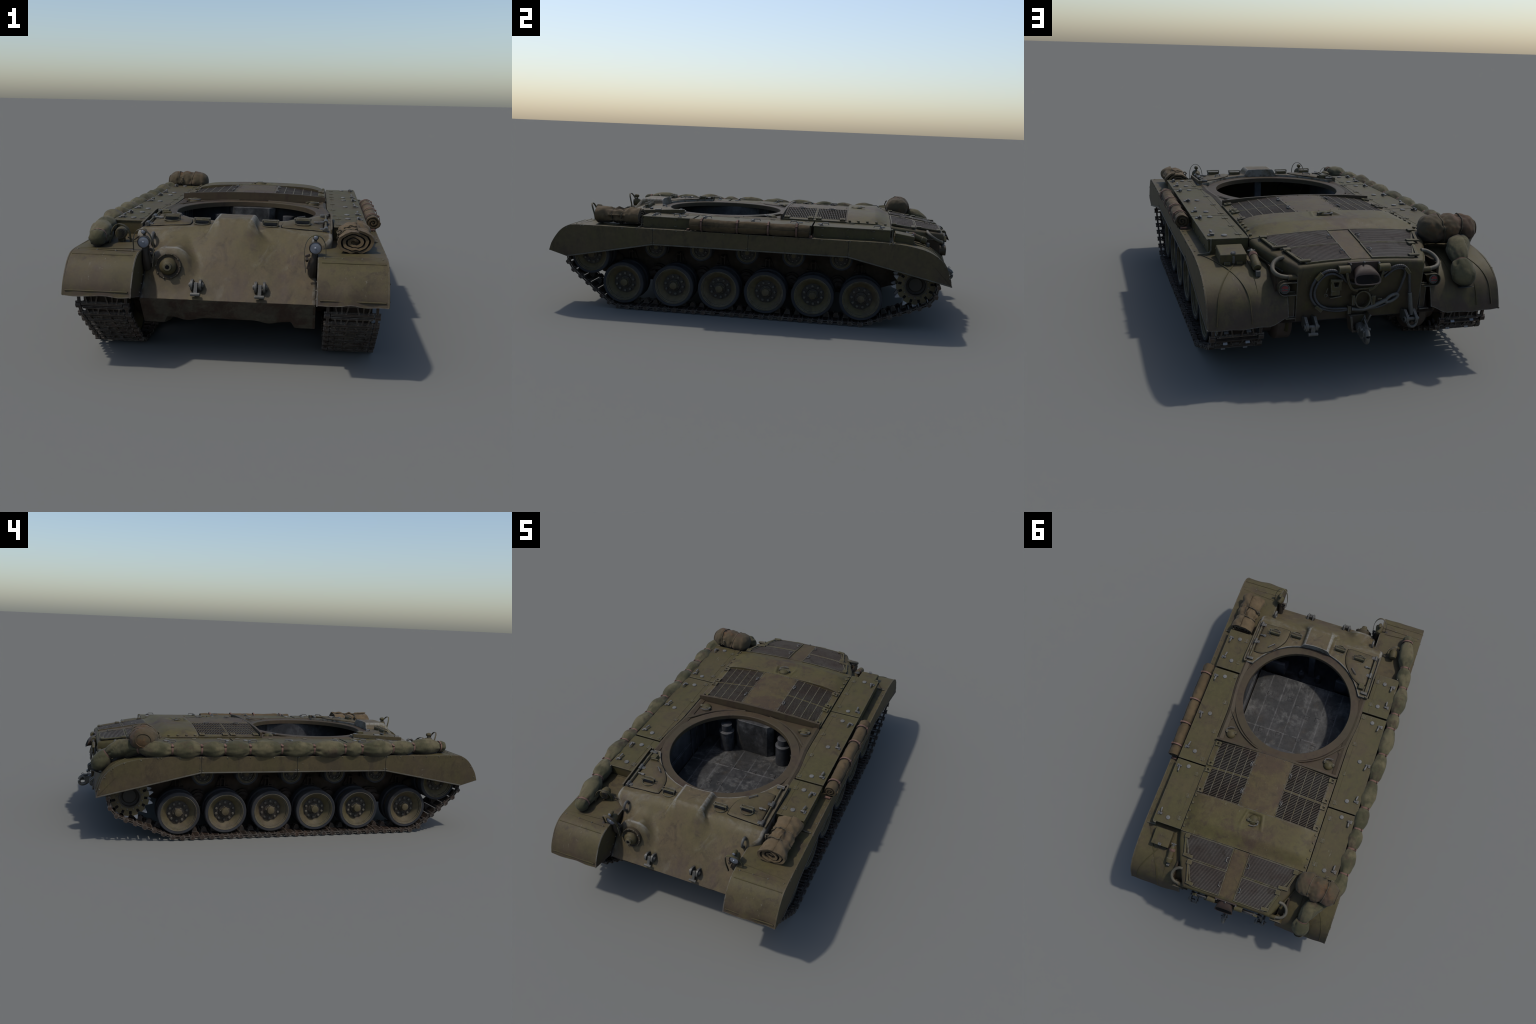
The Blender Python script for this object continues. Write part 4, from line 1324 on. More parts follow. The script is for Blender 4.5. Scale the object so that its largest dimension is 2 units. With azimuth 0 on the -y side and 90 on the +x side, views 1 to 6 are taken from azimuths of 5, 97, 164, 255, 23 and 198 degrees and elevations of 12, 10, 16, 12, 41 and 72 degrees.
def deck_patch(name, x0, x1, y0, y1, mat, pocket=False, drop=0.03, nx=40, ny=24):
    def f(u, v):
        x, y = lerp(x0, x1, u), lerp(y0, y1, v)
        z = deck_z(x, y) + 0.0006 * noise.noise(V((x * 9, y * 9, 1)))
        if pocket:
            w = lerp(0.040, 0.054, (y - 0.444) / 0.07)
            inside = sstep(w + 0.002, w - 0.012, abs(x)) * sstep(0.438, 0.452, y) * sstep(0.530, 0.495, y)
            rim = sstep(w + 0.014, w + 0.004, abs(x)) * sstep(0.430, 0.440, y) * sstep(0.530, 0.50, y)
            z += 0.003 * rim - 0.008 * inside
        return (x, y, z)
    m = MB().grid(f, nx, ny)
    # closed rim
    edge = [i for i in range(nx)] + [j * nx + nx - 1 for j in range(1, ny)] + [(ny - 1) * nx + i for i in range(nx - 2, -1, -1)] + [j * nx for j in range(ny - 2, 0, -1)]
    ev = [m.v[i] for i in edge]
    n = len(ev)
    o = len(m.v)
    m.v += [(p[0], p[1], p[2] - drop) for p in ev]
    m.f += [(edge[i], edge[(i + 1) % n], o + (i + 1) % n, o + i) for i in range(n)]
    return part(name, m, mat, smooth=40, face_up=True)


deck_patch("deck_rear_cover", -0.341, 0.341, 0.4285, 0.640, M_DECK, pocket=True, nx=190, ny=100)
deck_patch("deck_center_plate", -0.0965, 0.0965, 0.116, 0.4275, M_DECK_BROWN, nx=24, ny=16)
for s in (1, -1):
    deck_patch("deck_side_rail", *( (0.312, 0.341) if s > 0 else (-0.341, -0.312)), 0.116, 0.4275, M_DECK, nx=6, ny=12)
deck_patch("deck_front_sill", -0.339, 0.339, YB, 0.1152, M_RING, drop=0.06, nx=60, ny=4)
# grilles
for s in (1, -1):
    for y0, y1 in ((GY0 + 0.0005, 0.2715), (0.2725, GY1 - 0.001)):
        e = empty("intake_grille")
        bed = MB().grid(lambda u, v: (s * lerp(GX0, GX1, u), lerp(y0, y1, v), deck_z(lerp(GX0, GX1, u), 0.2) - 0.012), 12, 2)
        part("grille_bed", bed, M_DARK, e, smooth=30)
        sl = MB()
        n = 18
        for k in range(n):
            y = lerp(y0 + 0.005, y1 - 0.005, k / (n - 1))
            for a in range(8):
                xa, xb = lerp(GX0 + 0.002, GX1 - 0.002, a / 8), lerp(GX0 + 0.002, GX1 - 0.002, (a + 1) / 8)
                za, zb = deck_z(xa, 0.2), deck_z(xb, 0.2)
                t = 0.0021
                sl.add([(s * xa, y - t, za), (s * xb, y - t, zb), (s * xb, y + t, zb), (s * xa, y + t, za),
                        (s * xa, y - t + 0.003, za - 0.010), (s * xb, y - t + 0.003, zb - 0.010), (s * xb, y + t + 0.003, zb - 0.010), (s * xa, y + t + 0.003, za - 0.010)],
                       [(0, 1, 2, 3), (4, 7, 6, 5), (0, 4, 5, 1), (2, 6, 7, 3), (0, 3, 7, 4), (1, 5, 6, 2)])
        part("grille_slats", sl, M_GRILLE, e, smooth=0, stuff=True)
        rb = MB()
        for x in (GX0 + 0.002, 0.141, 0.184, 0.227, 0.269, GX1 - 0.002):
            rb.box((s * x, (y0 + y1) / 2, deck_z(x, 0.2) - 0.003), (0.0035, y1 - y0, 0.0085))
        for y in (y0 + 0.0015, y1 - 0.0015):
            for a in range(8):
                xa, xb = lerp(GX0, GX1, a / 8), lerp(GX0, GX1, (a + 1) / 8)
                rb.add([(s * xa, y - 0.0015, deck_z(xa, .2) + 0.001), (s * xb, y - 0.0015, deck_z(xb, .2) + 0.001), (s * xb, y + 0.0015, deck_z(xb, .2) + 0.001), (s * xa, y + 0.0015, deck_z(xa, .2) + 0.001)], [(0, 1, 2, 3)])
        part("grille_rib", rb, M_DECK, e)
        hyy = (y0 + 0.018, y1 - 0.020)
        for y in hyy:
            x = 0.3235
            zz = deck_z(x, 0.2)
            rot = Matrix.Rotation(s * 0.19, 3, "Y")
            m = MB().box((s * (x - 0.013), y, zz + 0.006), (0.012, 0.026, 0.007), rot)
            m.box((s * x, y - 0.009, zz + 0.003), (0.022, 0.007, 0.010), rot).box((s * x, y + 0.009, zz + 0.003), (0.022, 0.007, 0.010), rot)
            m.cyl((s * (x + 0.008), y - 0.013, zz + 0.004), (s * (x + 0.008), y + 0.013, zz + 0.004), 0.0042, 8)
            part("grille_hinge", m, M_DECK, e, bevel=0.001)
        hy = (y0 + y1) / 2 - 0.003
        zz = deck_z(0.109, 0.2)
        part("grille_handle", MB().tube([(s * 0.111, hy - 0.014, zz), (s * 0.111, hy - 0.014, zz + 0.006), (s * 0.104, hy - 0.010, zz + 0.008), (s * 0.104, hy + 0.010, zz + 0.008), (s * 0.111, hy + 0.014, zz + 0.006), (s * 0.111, hy + 0.014, zz)], 0.0019, 6)
             .box((s * 0.112, hy, zz + 0.003), (0.005, 0.016, 0.005)), M_STEEL, e)
# bolts on the deck
m = MB()
for s in (1, -1):
    for y in (0.442, 0.484, 0.527, 0.571, 0.614):
        m.revolve([(0.0062, -0.004), (0.0062, 0.005), (0.0045, 0.0065)], (s * 0.3315, y, deck_z(0.3315, y)), (s * 0.15, 0, 1), 8, True)
    for y in (0.135, 0.19, 0.245, 0.30, 0.355, 0.41):
        m.rivet((s * 0.089, y, deck_z(0.089, y)), (0, 0, 1), 0.003, 0.002)
for x in (-0.05, 0.0, 0.05):
    for y in (0.126, 0.418):
        m.rivet((x, y, deck_z(x, y)), (0, 0, 1), 0.003, 0.002)
part("deck_bolts", m, M_DECK, stuff=True)

# ================================================================== REAR HULL
def rear_z(x, y):
    zf, zb = 0.4725 - 0.165 * x * x, 0.4325 - 0.20 * x * x
    return lerp(zf, zb, (y - 0.642) / 0.255)


REAR_Y = 0.908


def rear_deck(u, v):
    y = lerp(0.643, REAR_Y, v)
    w = rear_outline(y)
    x = (u * 2 - 1) * w
    z = rear_z(x, y)
    # rounded rear lip and sides
    t = max(0.0, (y - (REAR_Y - 0.014)) / 0.014)
    z -= 0.010 * (1 - sqrt(max(0.0, 1 - t * t)))
    t = max(0.0, (abs(x) - (w - 0.010)) / 0.010)
    z -= 0.007 * (1 - sqrt(max(0.0, 1 - min(1, t) ** 2)))
    return (x, y, z)


NU, NV = 81, 60
m = MB().grid(rear_deck, NU, NV)
edge = [i for i in range(NU)] + [j * NU + NU - 1 for j in range(1, NV)] + [(NV - 1) * NU + i for i in range(NU - 2, -1, -1)] + [j * NU for j in range(NV - 2, 0, -1)]
ev = [m.v[i] for i in edge]
n = len(ev)
o = len(m.v)


def low_of(p):
    x, y, z = p
    if y > 0.87:
        return (x * 0.985, y - 0.024 * sstep(0.87, 0.905, y), 0.216)
    return (x, y, 0.395 if y < 0.70 else lerp(0.39, 0.17, sstep(0.70, 0.75, y)))


for lv in range(1, 9):
    m.v += [tuple(lerp(a, b, lv / 8) for a, b in zip(p, low_of(p))) for p in ev]
prev = edge
for lv in range(8):
    cur = [o + lv * n + i for i in range(n)]
    m.f += [(prev[i], prev[(i + 1) % n], cur[(i + 1) % n], cur[i]) for i in range(n)]
    prev = cur
part("rear_hull", m, M_REAR, smooth=50, face_up=True)

# side flange line below the deck edge
for s in (1, -1):
    p = [(s * (rear_outline(y) + 0.002), y, rear_z(rear_outline(y), y) - 0.030 - 0.05 * (y - 0.65)) for y in [lerp(0.645, 0.84, i / 10) for i in range(11)]]
    part("hull_ledge", MB().strip(p, (0, 0, 1), 0.004, 0.008), M_OLIVE)

# rear louvre doors
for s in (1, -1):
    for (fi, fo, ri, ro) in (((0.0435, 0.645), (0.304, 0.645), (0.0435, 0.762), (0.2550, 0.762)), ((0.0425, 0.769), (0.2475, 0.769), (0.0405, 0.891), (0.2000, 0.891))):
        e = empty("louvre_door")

        def q(u, v, h=0.0):
            x = lerp(lerp(fi[0], fo[0], u), lerp(ri[0], ro[0], u), v)
            y = lerp(fi[1], ri[1], v)
            return V((s * x, y, rear_z(x, y) + h))
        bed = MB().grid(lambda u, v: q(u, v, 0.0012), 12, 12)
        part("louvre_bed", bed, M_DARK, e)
        sl = MB()
        n = 19
        for k in range(n):
            v = lerp(0.045, 0.955, k / (n - 1))
            dv = 0.0205
            us = [lerp(0.012, 0.988, a / 8) for a in range(9)]
            # angled blades: high front edge, low rear edge
            vs = []
            for u in us:
                vs += [q(u, v - dv, 0.0045), q(u, v + dv * 0.25, 0.0045), q(u, v + dv * 0.8, 0.0012), q(u, v - dv, 0.0012)]
            fs = [(a * 4 + b, a * 4 + (b + 1) % 4, a * 4 + 4 + (b + 1) % 4, a * 4 + 4 + b) for a in range(8) for b in range(4)]
            sl.add(vs, fs)
        part("louvre_blades", sl, M_LOUVRE, e, smooth=0, stuff=True)
        fr = MB()
        corners = [q(0, 0, 0.003), q(1, 0, 0.003), q(1, 1, 0.003), q(0, 1, 0.003)]
        for a in range(4):
            seg = [corners[a].lerp(corners[(a + 1) % 4], t / 6) for t in range(7)]
            if a % 2 == 0:
                seg = [q(t / 6 if a == 0 else 1 - t / 6, 0 if a == 0 else 1, 0.003) for t in range(7)]
            fr.strip(seg, (corners[(a + 1) % 4] - corners[a]).cross(V((0, 0, 1))), 0.0048, 0.006)
        part("door_frame", fr, M_OLIVE, e, bevel=0.0008)
        # angle hinge: two arms forming an L with a gusset
        hb, hr = q(0.985, 0.12, 0.006), q(1.0, 0.90, 0.006)
        for a, b, w in ((q(1.015, 0.06, 0.008), q(1.085, 0.94, 0.0075), 0.010), (q(1.115, 0.90, 0.0095), q(0.88, 0.93, 0.0085), 0.017)):
            dd = (b - a)
            m = MB().strip([a, a.lerp(b, 0.5), b], dd.cross(V((0, 0, 1))), w, 0.006)
            part("door_hinge", m, M_OLIVE, e, bevel=0.0012)
        m = MB().box(q(0.985, 0.10, 0.009), (0.026, 0.024, 0.008))
        part("door_hinge_pad", m, M_OLIVE, e, bevel=0.0015)
        m = MB().tube([q(1.0, 0.20, 0.006), q(0.975, 0.86, 0.006)], 0.0022, 6)
        part("door_gusset", m, M_OLIVE, e)
        c = q(0.035, 0.55, 0.004)
        part("door_handle", MB().tube([c + V((0, -0.013, 0)), c + V((0, -0.013, 0.007)), c + V((s * 0.009, -0.009, 0.009)), c + V((s * 0.009, 0.009, 0.009)), c + V((0, 0.013, 0.007)), c + V((0, 0.013, 0))], 0.0019, 6), M_STEEL, e)

strip_plate = MB().grid(lambda u, v: (lerp(-0.0395, 0.0395, u), lerp(0.646, 0.890, v), rear_z(lerp(-0.0395, 0.0395, u), lerp(0.646, 0.890, v)) + 0.0012), 8, 20)
part("deck_center_strip", strip_plate, M_DECK_BROWN, face_up=True)
# lifting loops on the rear corners
for s in (1, -1):
    p = catmull([(s * 0.262, 0.822, 0.432), (s * 0.284, 0.824, 0.428), (s * 0.304, 0.838, 0.417), (s * 0.3115, 0.862, 0.402), (s * 0.300, 0.884, 0.391), (s * 0.275, 0.893, 0.385), (s * 0.232, 0.895, 0.382)], 6)
    part("lifting_loop", MB().tube(p, 0.0078, 12), M_EDGE)
    part("loop_boss", MB().cyl(p[-1] + V((s * 0.035, 0, 0.0)), p[-1], 0.0105, 12), M_REAR)
    # tail lamps under a hood
    e = empty("tail_lamp")
    c = V((s * 0.2795, 0.905, 0.346))
    part("lamp_case", MB().revolve([(0.016, -0.03), (0.0185, -0.024), (0.0185, 0.0), (0.0165, 0.001), (0.0155, -0.002), (0.002, -0.002)], c, (0, 1, 0), 24, True), M_REAR, e)
    part("tail_lens", MB().revolve([(0.0150, -0.0012), (0.009, 0.0004), (0.002, 0.0008)], c, (0, 1, 0), 24), M_GREYLENS, e)
    hood = [c + V((-s * 0.040, -0.006, 0.0225))] + [c + V((s * 0.0225 * sin(a), -0.006, 0.0225 * cos(a))) for a in [pi * k / 12 for k in range(13)]] + [c + V((-s * 0.040, -0.006, -0.0225))]
    part("lamp_hood", MB().strip(hood, (0, 1, 0), 0.030, 0.0022), M_REAR, e)
    # red quadrant: rounded cap with three drooping lobes, and the bar below it
    lob = [(0.011 * cos(a), 0.0035 + 0.008 * sin(a)) for a in [pi * k / 12 for k in range(13)]] + [(-0.0125, 0.002), (-0.008, 0.0005), (-0.004, 0.002), (0.0, 0.0002), (0.004, 0.002), (0.008, 0.0005), (0.0125, 0.002)]
    part("red_filter", MB().prism([(c.x + x, c.z + z) for x, z in lob], 1, c.y + 0.0006, c.y + 0.0022).prism([(c.x - 0.010, c.z - 0.0065), (c.x + 0.010, c.z - 0.0065), (c.x + 0.010, c.z - 0.0040), (c.x - 0.010, c.z - 0.0040)], 1, c.y + 0.0006, c.y + 0.002), M_RED, e, smooth=0)
    part("mudguard_tab", MB().prism([(s * 0.238, 0.33), (s * 0.262, 0.33), (s * 0.258, 0.235), (s * 0.238, 0.232)], 1, 0.884, 0.888).box((s * 0.253, 0.892, 0.2335), (0.036, 0.016, 0.004)), M_FENDER)

# tow cable and its clips
PY = 0.913
lay = lambda i, a, q: 1.0 + 0.20 * cos(3 * (a - q * 300))


def cable(pts, name="tow_cable"):
    path = catmull(pts, 16)
    part(name, MB().tube(path, 0.0045, 12, rf=lay), M_CABLE, smooth=60)


def rp(x, z, d=0.012):
    """point in front of the rear plate, which leans in slightly towards the bottom"""
    y = REAR_Y - 0.022 * (0.42 - z) / 0.2
    return (x - ROOT_X, y + d, z)


cable([rp(0.035, 0.256, 0.014), rp(0.08, 0.250), rp(0.125, 0.256), rp(0.165, 0.274), rp(0.190, 0.308), rp(0.191, 0.345), rp(0.174, 0.380), rp(0.143, 0.404), rp(0.112, 0.405), rp(0.086, 0.388), rp(0.062, 0.360),
       rp(0.01, 0.350, 0.010), rp(-0.045, 0.362, 0.010), rp(-0.072, 0.385), rp(-0.105, 0.407, 0.014), rp(-0.135, 0.411, 0.015), rp(-0.157, 0.398, 0.014), rp(-0.169, 0.375), rp(-0.176, 0.335), rp(-0.182, 0.300)])
cable([rp(0.04, 0.352, 0.010), rp(0.085, 0.378, 0.012), rp(0.112, 0.393), rp(0.140, 0.391), rp(0.164, 0.371), rp(0.178, 0.340), rp(0.177, 0.310), rp(0.156, 0.278), rp(0.118, 0.262), rp(0.06, 0.258, 0.013), rp(0.0, 0.252, 0.013),
       rp(-0.06, 0.254), rp(-0.105, 0.272), rp(-0.134, 0.308), rp(-0.148, 0.350), rp(-0.154, 0.385), rp(-0.138, 0.400), rp(-0.108, 0.396), rp(-0.075, 0.370)])
# cable ends: forged thimble with an eye
part("cable_thimble", MB().tube(catmull([rp(0.037, 0.256, 0.016), rp(0.0, 0.254, 0.022), rp(-0.04, 0.266, 0.024), rp(-0.075, 0.278, 0.022), rp(-0.088, 0.282, 0.020)], 6), 0.0075, 10), M_STEEL)
eye = [V(rp(-0.110, 0.289, 0.020)) + V((0.024 * cos(a) * 0.95 - 0.012 * sin(a) * 0.3, 0, 0.012 * sin(a) - 0.024 * cos(a) * 0.32)) for a in [2 * pi * k / 22 for k in range(22)]]
part("cable_eye", MB().tube(eye, 0.0058, 10, closed=True), M_STEEL)
part("cable_thimble", MB().tube([rp(-0.182, 0.302), rp(-0.186, 0.262, 0.020), rp(-0.190, 0.222, 0.032)], 0.0085, 10, rf=lambda i, a, q: (0.9, 1.0, 1.15)[i]), M_STEEL)
sh = catmull([rp(-0.177, 0.222, 0.034), rp(-0.174, 0.200, 0.040), rp(-0.180, 0.184, 0.044), rp(-0.192, 0.179, 0.046), rp(-0.204, 0.184, 0.044), rp(-0.210, 0.200, 0.040), rp(-0.205, 0.222, 0.034)], 5)
part("cable_shackle", MB().tube(sh, 0.0056, 10).cyl(rp(-0.168, 0.208, 0.038), rp(-0.218, 0.208, 0.038), 0.0052, 10), M_STEEL)
m = MB()
for x, z, ang in ((0.168, 0.387, 0.8), (0.162, 0.267, -0.7), (0.047, 0.254, 1.57), (-0.158, 0.392, -0.9)):
    m.box(rp(x, z, 0.016), (0.030, 0.014, 0.012), Matrix.Rotation(ang, 3, "Y"))
part("cable_clip", m, M_OLIVE, bevel=0.0015)

# exhaust outlet
def exhaust_section(t, k=1.0):
    """rounded duct section; t 0 at the plate, 1 at the outlet"""
    w, h = lerp(0.036, 0.049, t ** 0.8) * k, lerp(0.030, 0.0165, t) * k
    c = V((-0.003, REAR_Y - 0.012 + 0.056 * sin(t * pi * 0.46), 0.394 - 0.020 * t ** 1.6))
    tilt = lerp(0.0, -0.45, t)
    pts = []
    for i in range(36):
        a = 2 * pi * i / 36
        e = 2 / lerp(2.2, 3.4, t)
        x = w * math.copysign(abs(cos(a)) ** e, cos(a)) * (1.0 - 0.16 * (1 - t) * max(0, sin(a)))
        z = h * math.copysign(abs(sin(a)) ** e, sin(a))
        pts.append(c + V((x, z * -sin(tilt) * -1, z * cos(tilt))))
    return pts


m = MB()
secs = [exhaust_section(t / 10) for t in range(11)] + [exhaust_section(1.0, 0.90), exhaust_section(0.86, 0.88)]
m.add([p for q_ in secs for p in q_], [(j * 36 + i, j * 36 + (i + 1) % 36, (j + 1) * 36 + (i + 1) % 36, (j + 1) * 36 + i) for j in range(len(secs) - 1) for i in range(36)])
part("exhaust_cowl", m, M_EXHAUST, smooth=50)
m = MB().add(exhaust_section(0.90, 0.90), [tuple(range(36))])
part("exhaust_throat", m, M_DARK, smooth=0)
m = MB().box((-0.003, REAR_Y - 0.002, 0.398), (0.118, 0.008, 0.060))
part("exhaust_flange", m, M_EXHAUST, bevel=0.002)
m = MB()
for x in (-0.056, 0.0, 0.050):
    m.rivet((x - 0.003, REAR_Y + 0.002, 0.422 if x else 0.427), (0, 1, 0), 0.004, 0.006)
part("exhaust_bolts", m, M_STEEL)

# travel lock: pivots, V arms and the clamp ring
m = MB()
for x, k in ((0.073, 1), (-0.075, -1)):
    m.cyl((x - 0.021, REAR_Y + 0.010, 0.407), (x + 0.021, REAR_Y + 0.010, 0.407), 0.0145, 16)
part("travel_lock_pivot", m, M_OLIVE, bevel=0.0015)
m = MB()
for k, x0 in ((1, 0.066), (-1, -0.070)):
    m.strip(catmull([rp(x0 + 0.005, 0.398, 0.020), rp(x0 * 0.86 + 0.005, 0.365, 0.020), rp(x0 * 0.62 + 0.005, 0.336, 0.018), rp(x0 * 0.30 + 0.003, 0.326, 0.018)], 5), (0, 1, 0), 0.010, 0.008)
m.strip([rp(0.035, 0.331, 0.016), rp(-0.035, 0.333, 0.016)], (0, 1, 0), 0.008, 0.006)
part("travel_lock_arm", m, M_OLIVE, bevel=0.001)
m = MB().strip([V(rp(0.001, 0.2915, 0.018)) + V((0.028 * cos(a), 0, 0.031 * sin(a))) for a in [2 * pi * k / 36 for k in range(36)]], (0, 1, 0), 0.014, 0.005, closed=True)
part("travel_lock_ring", m, M_OLIVE, bevel=0.001)
m = MB().box(rp(0.037, 0.292, 0.018), (0.010, 0.016, 0.036)).box(rp(-0.035, 0.286, 0.018), (0.010, 0.016, 0.034)).cyl(rp(-0.039, 0.306, 0.024), rp(-0.039, 0.272, 0.024), 0.0068, 10)
m.cyl(rp(-0.056, 0.288, 0.018), rp(-0.072, 0.288, 0.018), 0.004, 8)
part("travel_lock_bolt", m, M_OLIVE, bevel=0.001)

# spare coupling bracket on the rear plate
m = MB()
bx, bz = 0.107, 0.345
m.prism([(bx - 0.005 + a, bz + b) for a, b in ((-0.022, -0.012), (0.014, -0.014), (0.018, 0.008), (0.016, 0.020), (0.008, 0.020), (0.003, 0.002), (-0.010, 0.002), (-0.014, 0.020), (-0.022, 0.020))], 1, REAR_Y - 0.006, REAR_Y + 0.014)
m.box((bx - 0.006, REAR_Y + 0.006, bz - 0.020), (0.030, 0.014, 0.020))
m.cyl((bx - 0.030, REAR_Y + 0.010, bz + 0.022), (bx + 0.014, REAR_Y + 0.010, bz + 0.024), 0.0058, 10)
m.box((bx - 0.006, REAR_Y + 0.006, bz - 0.036), (0.042, 0.020, 0.0035), Matrix.Rotation(0.12, 3, "Y"))
m.tube([(bx + 0.020, REAR_Y + 0.004, bz - 0.004), (bx + 0.026, REAR_Y + 0.004, bz - 0.020)], 0.0022, 6)
m.tube([V((bx + 0.027, REAR_Y + 0.004, bz - 0.030)) + V((0.006 * cos(a), 0, 0.006 * sin(a))) for a in [2 * pi * k / 12 for k in range(12)]], 0.0020, 6, closed=True)
part("spare_coupling", m, M_OLIVE, bevel=0.001)

# rear tow lugs and pintle
for x in (0.188, -0.188):
    e = empty("rear_tow_lug", root, (x, 0.905, 0.212))
    m = MB()
    for k in (-1, 1):
        pts = [(-0.020, -0.012), (-0.020, 0.022), (0.010, 0.030), (0.028, 0.018)] + [(0.028 + 0.012 * sin(a), 0.0 + 0.016 * cos(a)) for a in [pi * i / 8 for i in range(9)]] + [(0.010, -0.018)]
        m.prism(pts, 0, k * 0.012, k * 0.022)
    part("lug_plate", m, M_STEEL, e, bevel=0.0015)
    m = MB().cyl((-0.028, 0.028, 0.0), (0.028, 0.028, 0), 0.0065, 12)
    m.revolve([(0.010, 0), (0.010, 0.004), (0.005, 0.006)], (0.022, 0.028, 0), (1, 0, 0), 12, True)
    if x > 0:
        m.box((-0.004, 0.032, -0.012), (0.014, 0.012, 0.030)).cyl((-0.020, 0.040, -0.024), (0.014, 0.040, -0.024), 0.006, 10)
    part("lug_pin", m, M_STEEL, e, bevel=0.001)
e = empty("pintle_hook")
m = MB()
m.prism([(0.045, 0.236), (0.035, 0.175), (-0.006, 0.175), (-0.036, 0.236), (-0.028, 0.236), (-0.002, 0.183), (0.029, 0.183), (0.037, 0.236)], 1, 0.885, 0.930)
m.prism([(0.044, 0.230), (0.034, 0.177), (-0.005, 0.177), (-0.033, 0.230)], 1, 0.884, 0.900)
part("pintle_bracket", m, M_REAR, e, bevel=0.002)
m = MB().cyl((0.003, 0.915, 0.192), (0.003, 0.940, 0.186), 0.018, 14)
m.box((0.002, 0.950, 0.184), (0.026, 0.030, 0.034), Matrix.Rotation(-0.2, 3, "X"))
m.tube(catmull([(0.002, 0.948, 0.196), (0.002, 0.966, 0.200), (0.001, 0.982, 0.194), (0.001, 0.990, 0.182)], 5), 0.0105, 8)
m.tube(catmull([(0.002, 0.946, 0.172), (0.001, 0.964, 0.160), (0.001, 0.981, 0.158), (0.001, 0.990, 0.166), (0.001, 0.991, 0.178)], 5), 0.0100, 8, rf=lambda i, a, q: 1.0 - 0.012 * i)
m.tube([(-0.012, 0.930, 0.214), (-0.008, 0.950, 0.212), (-0.004, 0.972, 0.206)], 0.0045, 6)
m.cyl((-0.018, 0.964, 0.198), (0.020, 0.964, 0.198), 0.0060, 8)
m.box((0.012, 0.972, 0.188), (0.006, 0.020, 0.022))
part("pintle_jaw", m, M_STEEL, e, bevel=0.001)
# hanging chain of the pintle pin
ch = MB()
p0, p1 = V((-0.01, 0.93, 0.232)), V((0.0, 0.975, 0.214))
for k in range(7):
    t = k / 6
    c = p0.lerp(p1, t) - V((0, 0, 0.012 * sin(pi * t)))
    ax = V((0.0035, 0, 0)) if k % 2 else V((0, 0, 0.0035))
    ch.tube([c + (p1 - p0).normalized() * 0.0055 * cos(a) + ax * sin(a) for a in [2 * pi * q / 10 for q in range(10)]], 0.0012, 5, closed=True)
part("pintle_chain", ch, M_STEEL, e)

# toolbox and extinguisher on the left rear fender
tilt = Matrix.Rotation(-0.15, 3, "X")
e = empty("fender_toolbox")
part("toolbox_body", MB().box((0.424, 0.701, 0.416), (0.096, 0.090, 0.044), tilt), M_OLIVE, e, bevel=0.004, seg=3)
part("toolbox_lid_line", MB().box((0.424, 0.701, 0.424), (0.0975, 0.0915, 0.0015), tilt), M_HUB, e)
part("toolbox_clasp", MB().box((0.424, 0.7475, 0.412), (0.007, 0.004, 0.026)).tube([(0.418, 0.742, 0.434), (0.418, 0.746, 0.440), (0.430, 0.746, 0.440), (0.430, 0.742, 0.434)], 0.0018, 6).box((0.424, 0.7405, 0.434), (0.016, 0.012, 0.003), tilt), M_STEEL, e)
for x in (0.402, 0.447):
    part("toolbox_foot", MB().box((x, 0.747, 0.398), (0.022, 0.006, 0.010)), M_OLIVE, e, bevel=0.001)
e = empty("fire_extinguisher")
a, b = V((0.353, 0.738, 0.424)), V((0.353, 0.815, 0.394))
d = (b - a).normalized()
part("bottle", MB().revolve([(0.010, -0.012), (0.013, -0.004), (0.015, 0.004), (0.015, 0.052), (0.017, 0.054), (0.017, 0.072), (0.014, 0.078), (0.004, 0.08)], a, d, 18, True), M_FENDER, e)
part("bottle_band", MB().revolve([(0.0165, 0.002), (0.0165, 0.016), (0.0155, 0.016), (0.0155, 0.002)], a, d, 18, closed=True), M_STRAP, e)
part("bottle_valve", MB().cyl(a - d * 0.026, a - d * 0.010, 0.007, 10).box(a - d * 0.022, (0.028, 0.006, 0.006)).box(b + d * 0.006 + V((0, 0, -0.012)), (0.016, 0.014, 0.020)), M_STEEL, e, bevel=0.001)

# ================================================================== INTERIOR
e = empty("fighting_compartment")
m = MB()
xs = [-0.290, -0.222, -0.136, -0.050, 0.036, 0.122, 0.207, 0.290]
for a, b in zip(xs, xs[1:]):
    for y0, y1 in ((-0.458, -0.1175), (-0.1155, 0.10)):
        m.box(((a + b) / 2, (y0 + y1) / 2, 0.2405), (b - a - 0.0006, y1 - y0 - 0.0005, 0.007))
for a in xs[1:-1]:
    m.box((a, -0.18, 0.2442), (0.0035, 0.55, 0.0016))
m.box((0, -0.1165, 0.2442), (0.575, 0.0035, 0.0014))
part("floor_plank", m, M_FLOOR, e, bevel=0.001)
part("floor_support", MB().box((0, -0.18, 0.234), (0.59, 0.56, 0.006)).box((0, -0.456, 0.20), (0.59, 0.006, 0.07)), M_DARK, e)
lt = MB()
for x, y in ((-0.062, -0.254), (-0.124, -0.259), (0.067, -0.335), (0.010, -0.30), (0.19, -0.33), (-0.2, -0.28), (-0.058, -0.107), (0.062, -0.104), (0.166, -0.100), (-0.15, -0.09)):
    lt.tube([(x + 0.014 * c, y + 0.011 * q, 0.2445) for c, q in ((-1, -1), (1, -1), (1, 1), (-1, 1))], 0.0022, 5, closed=True)
    lt.box((x, y, 0.2445), (0.010, 0.008, 0.003))
part("floor_latches", lt, M_FLOOR, e, stuff=True)
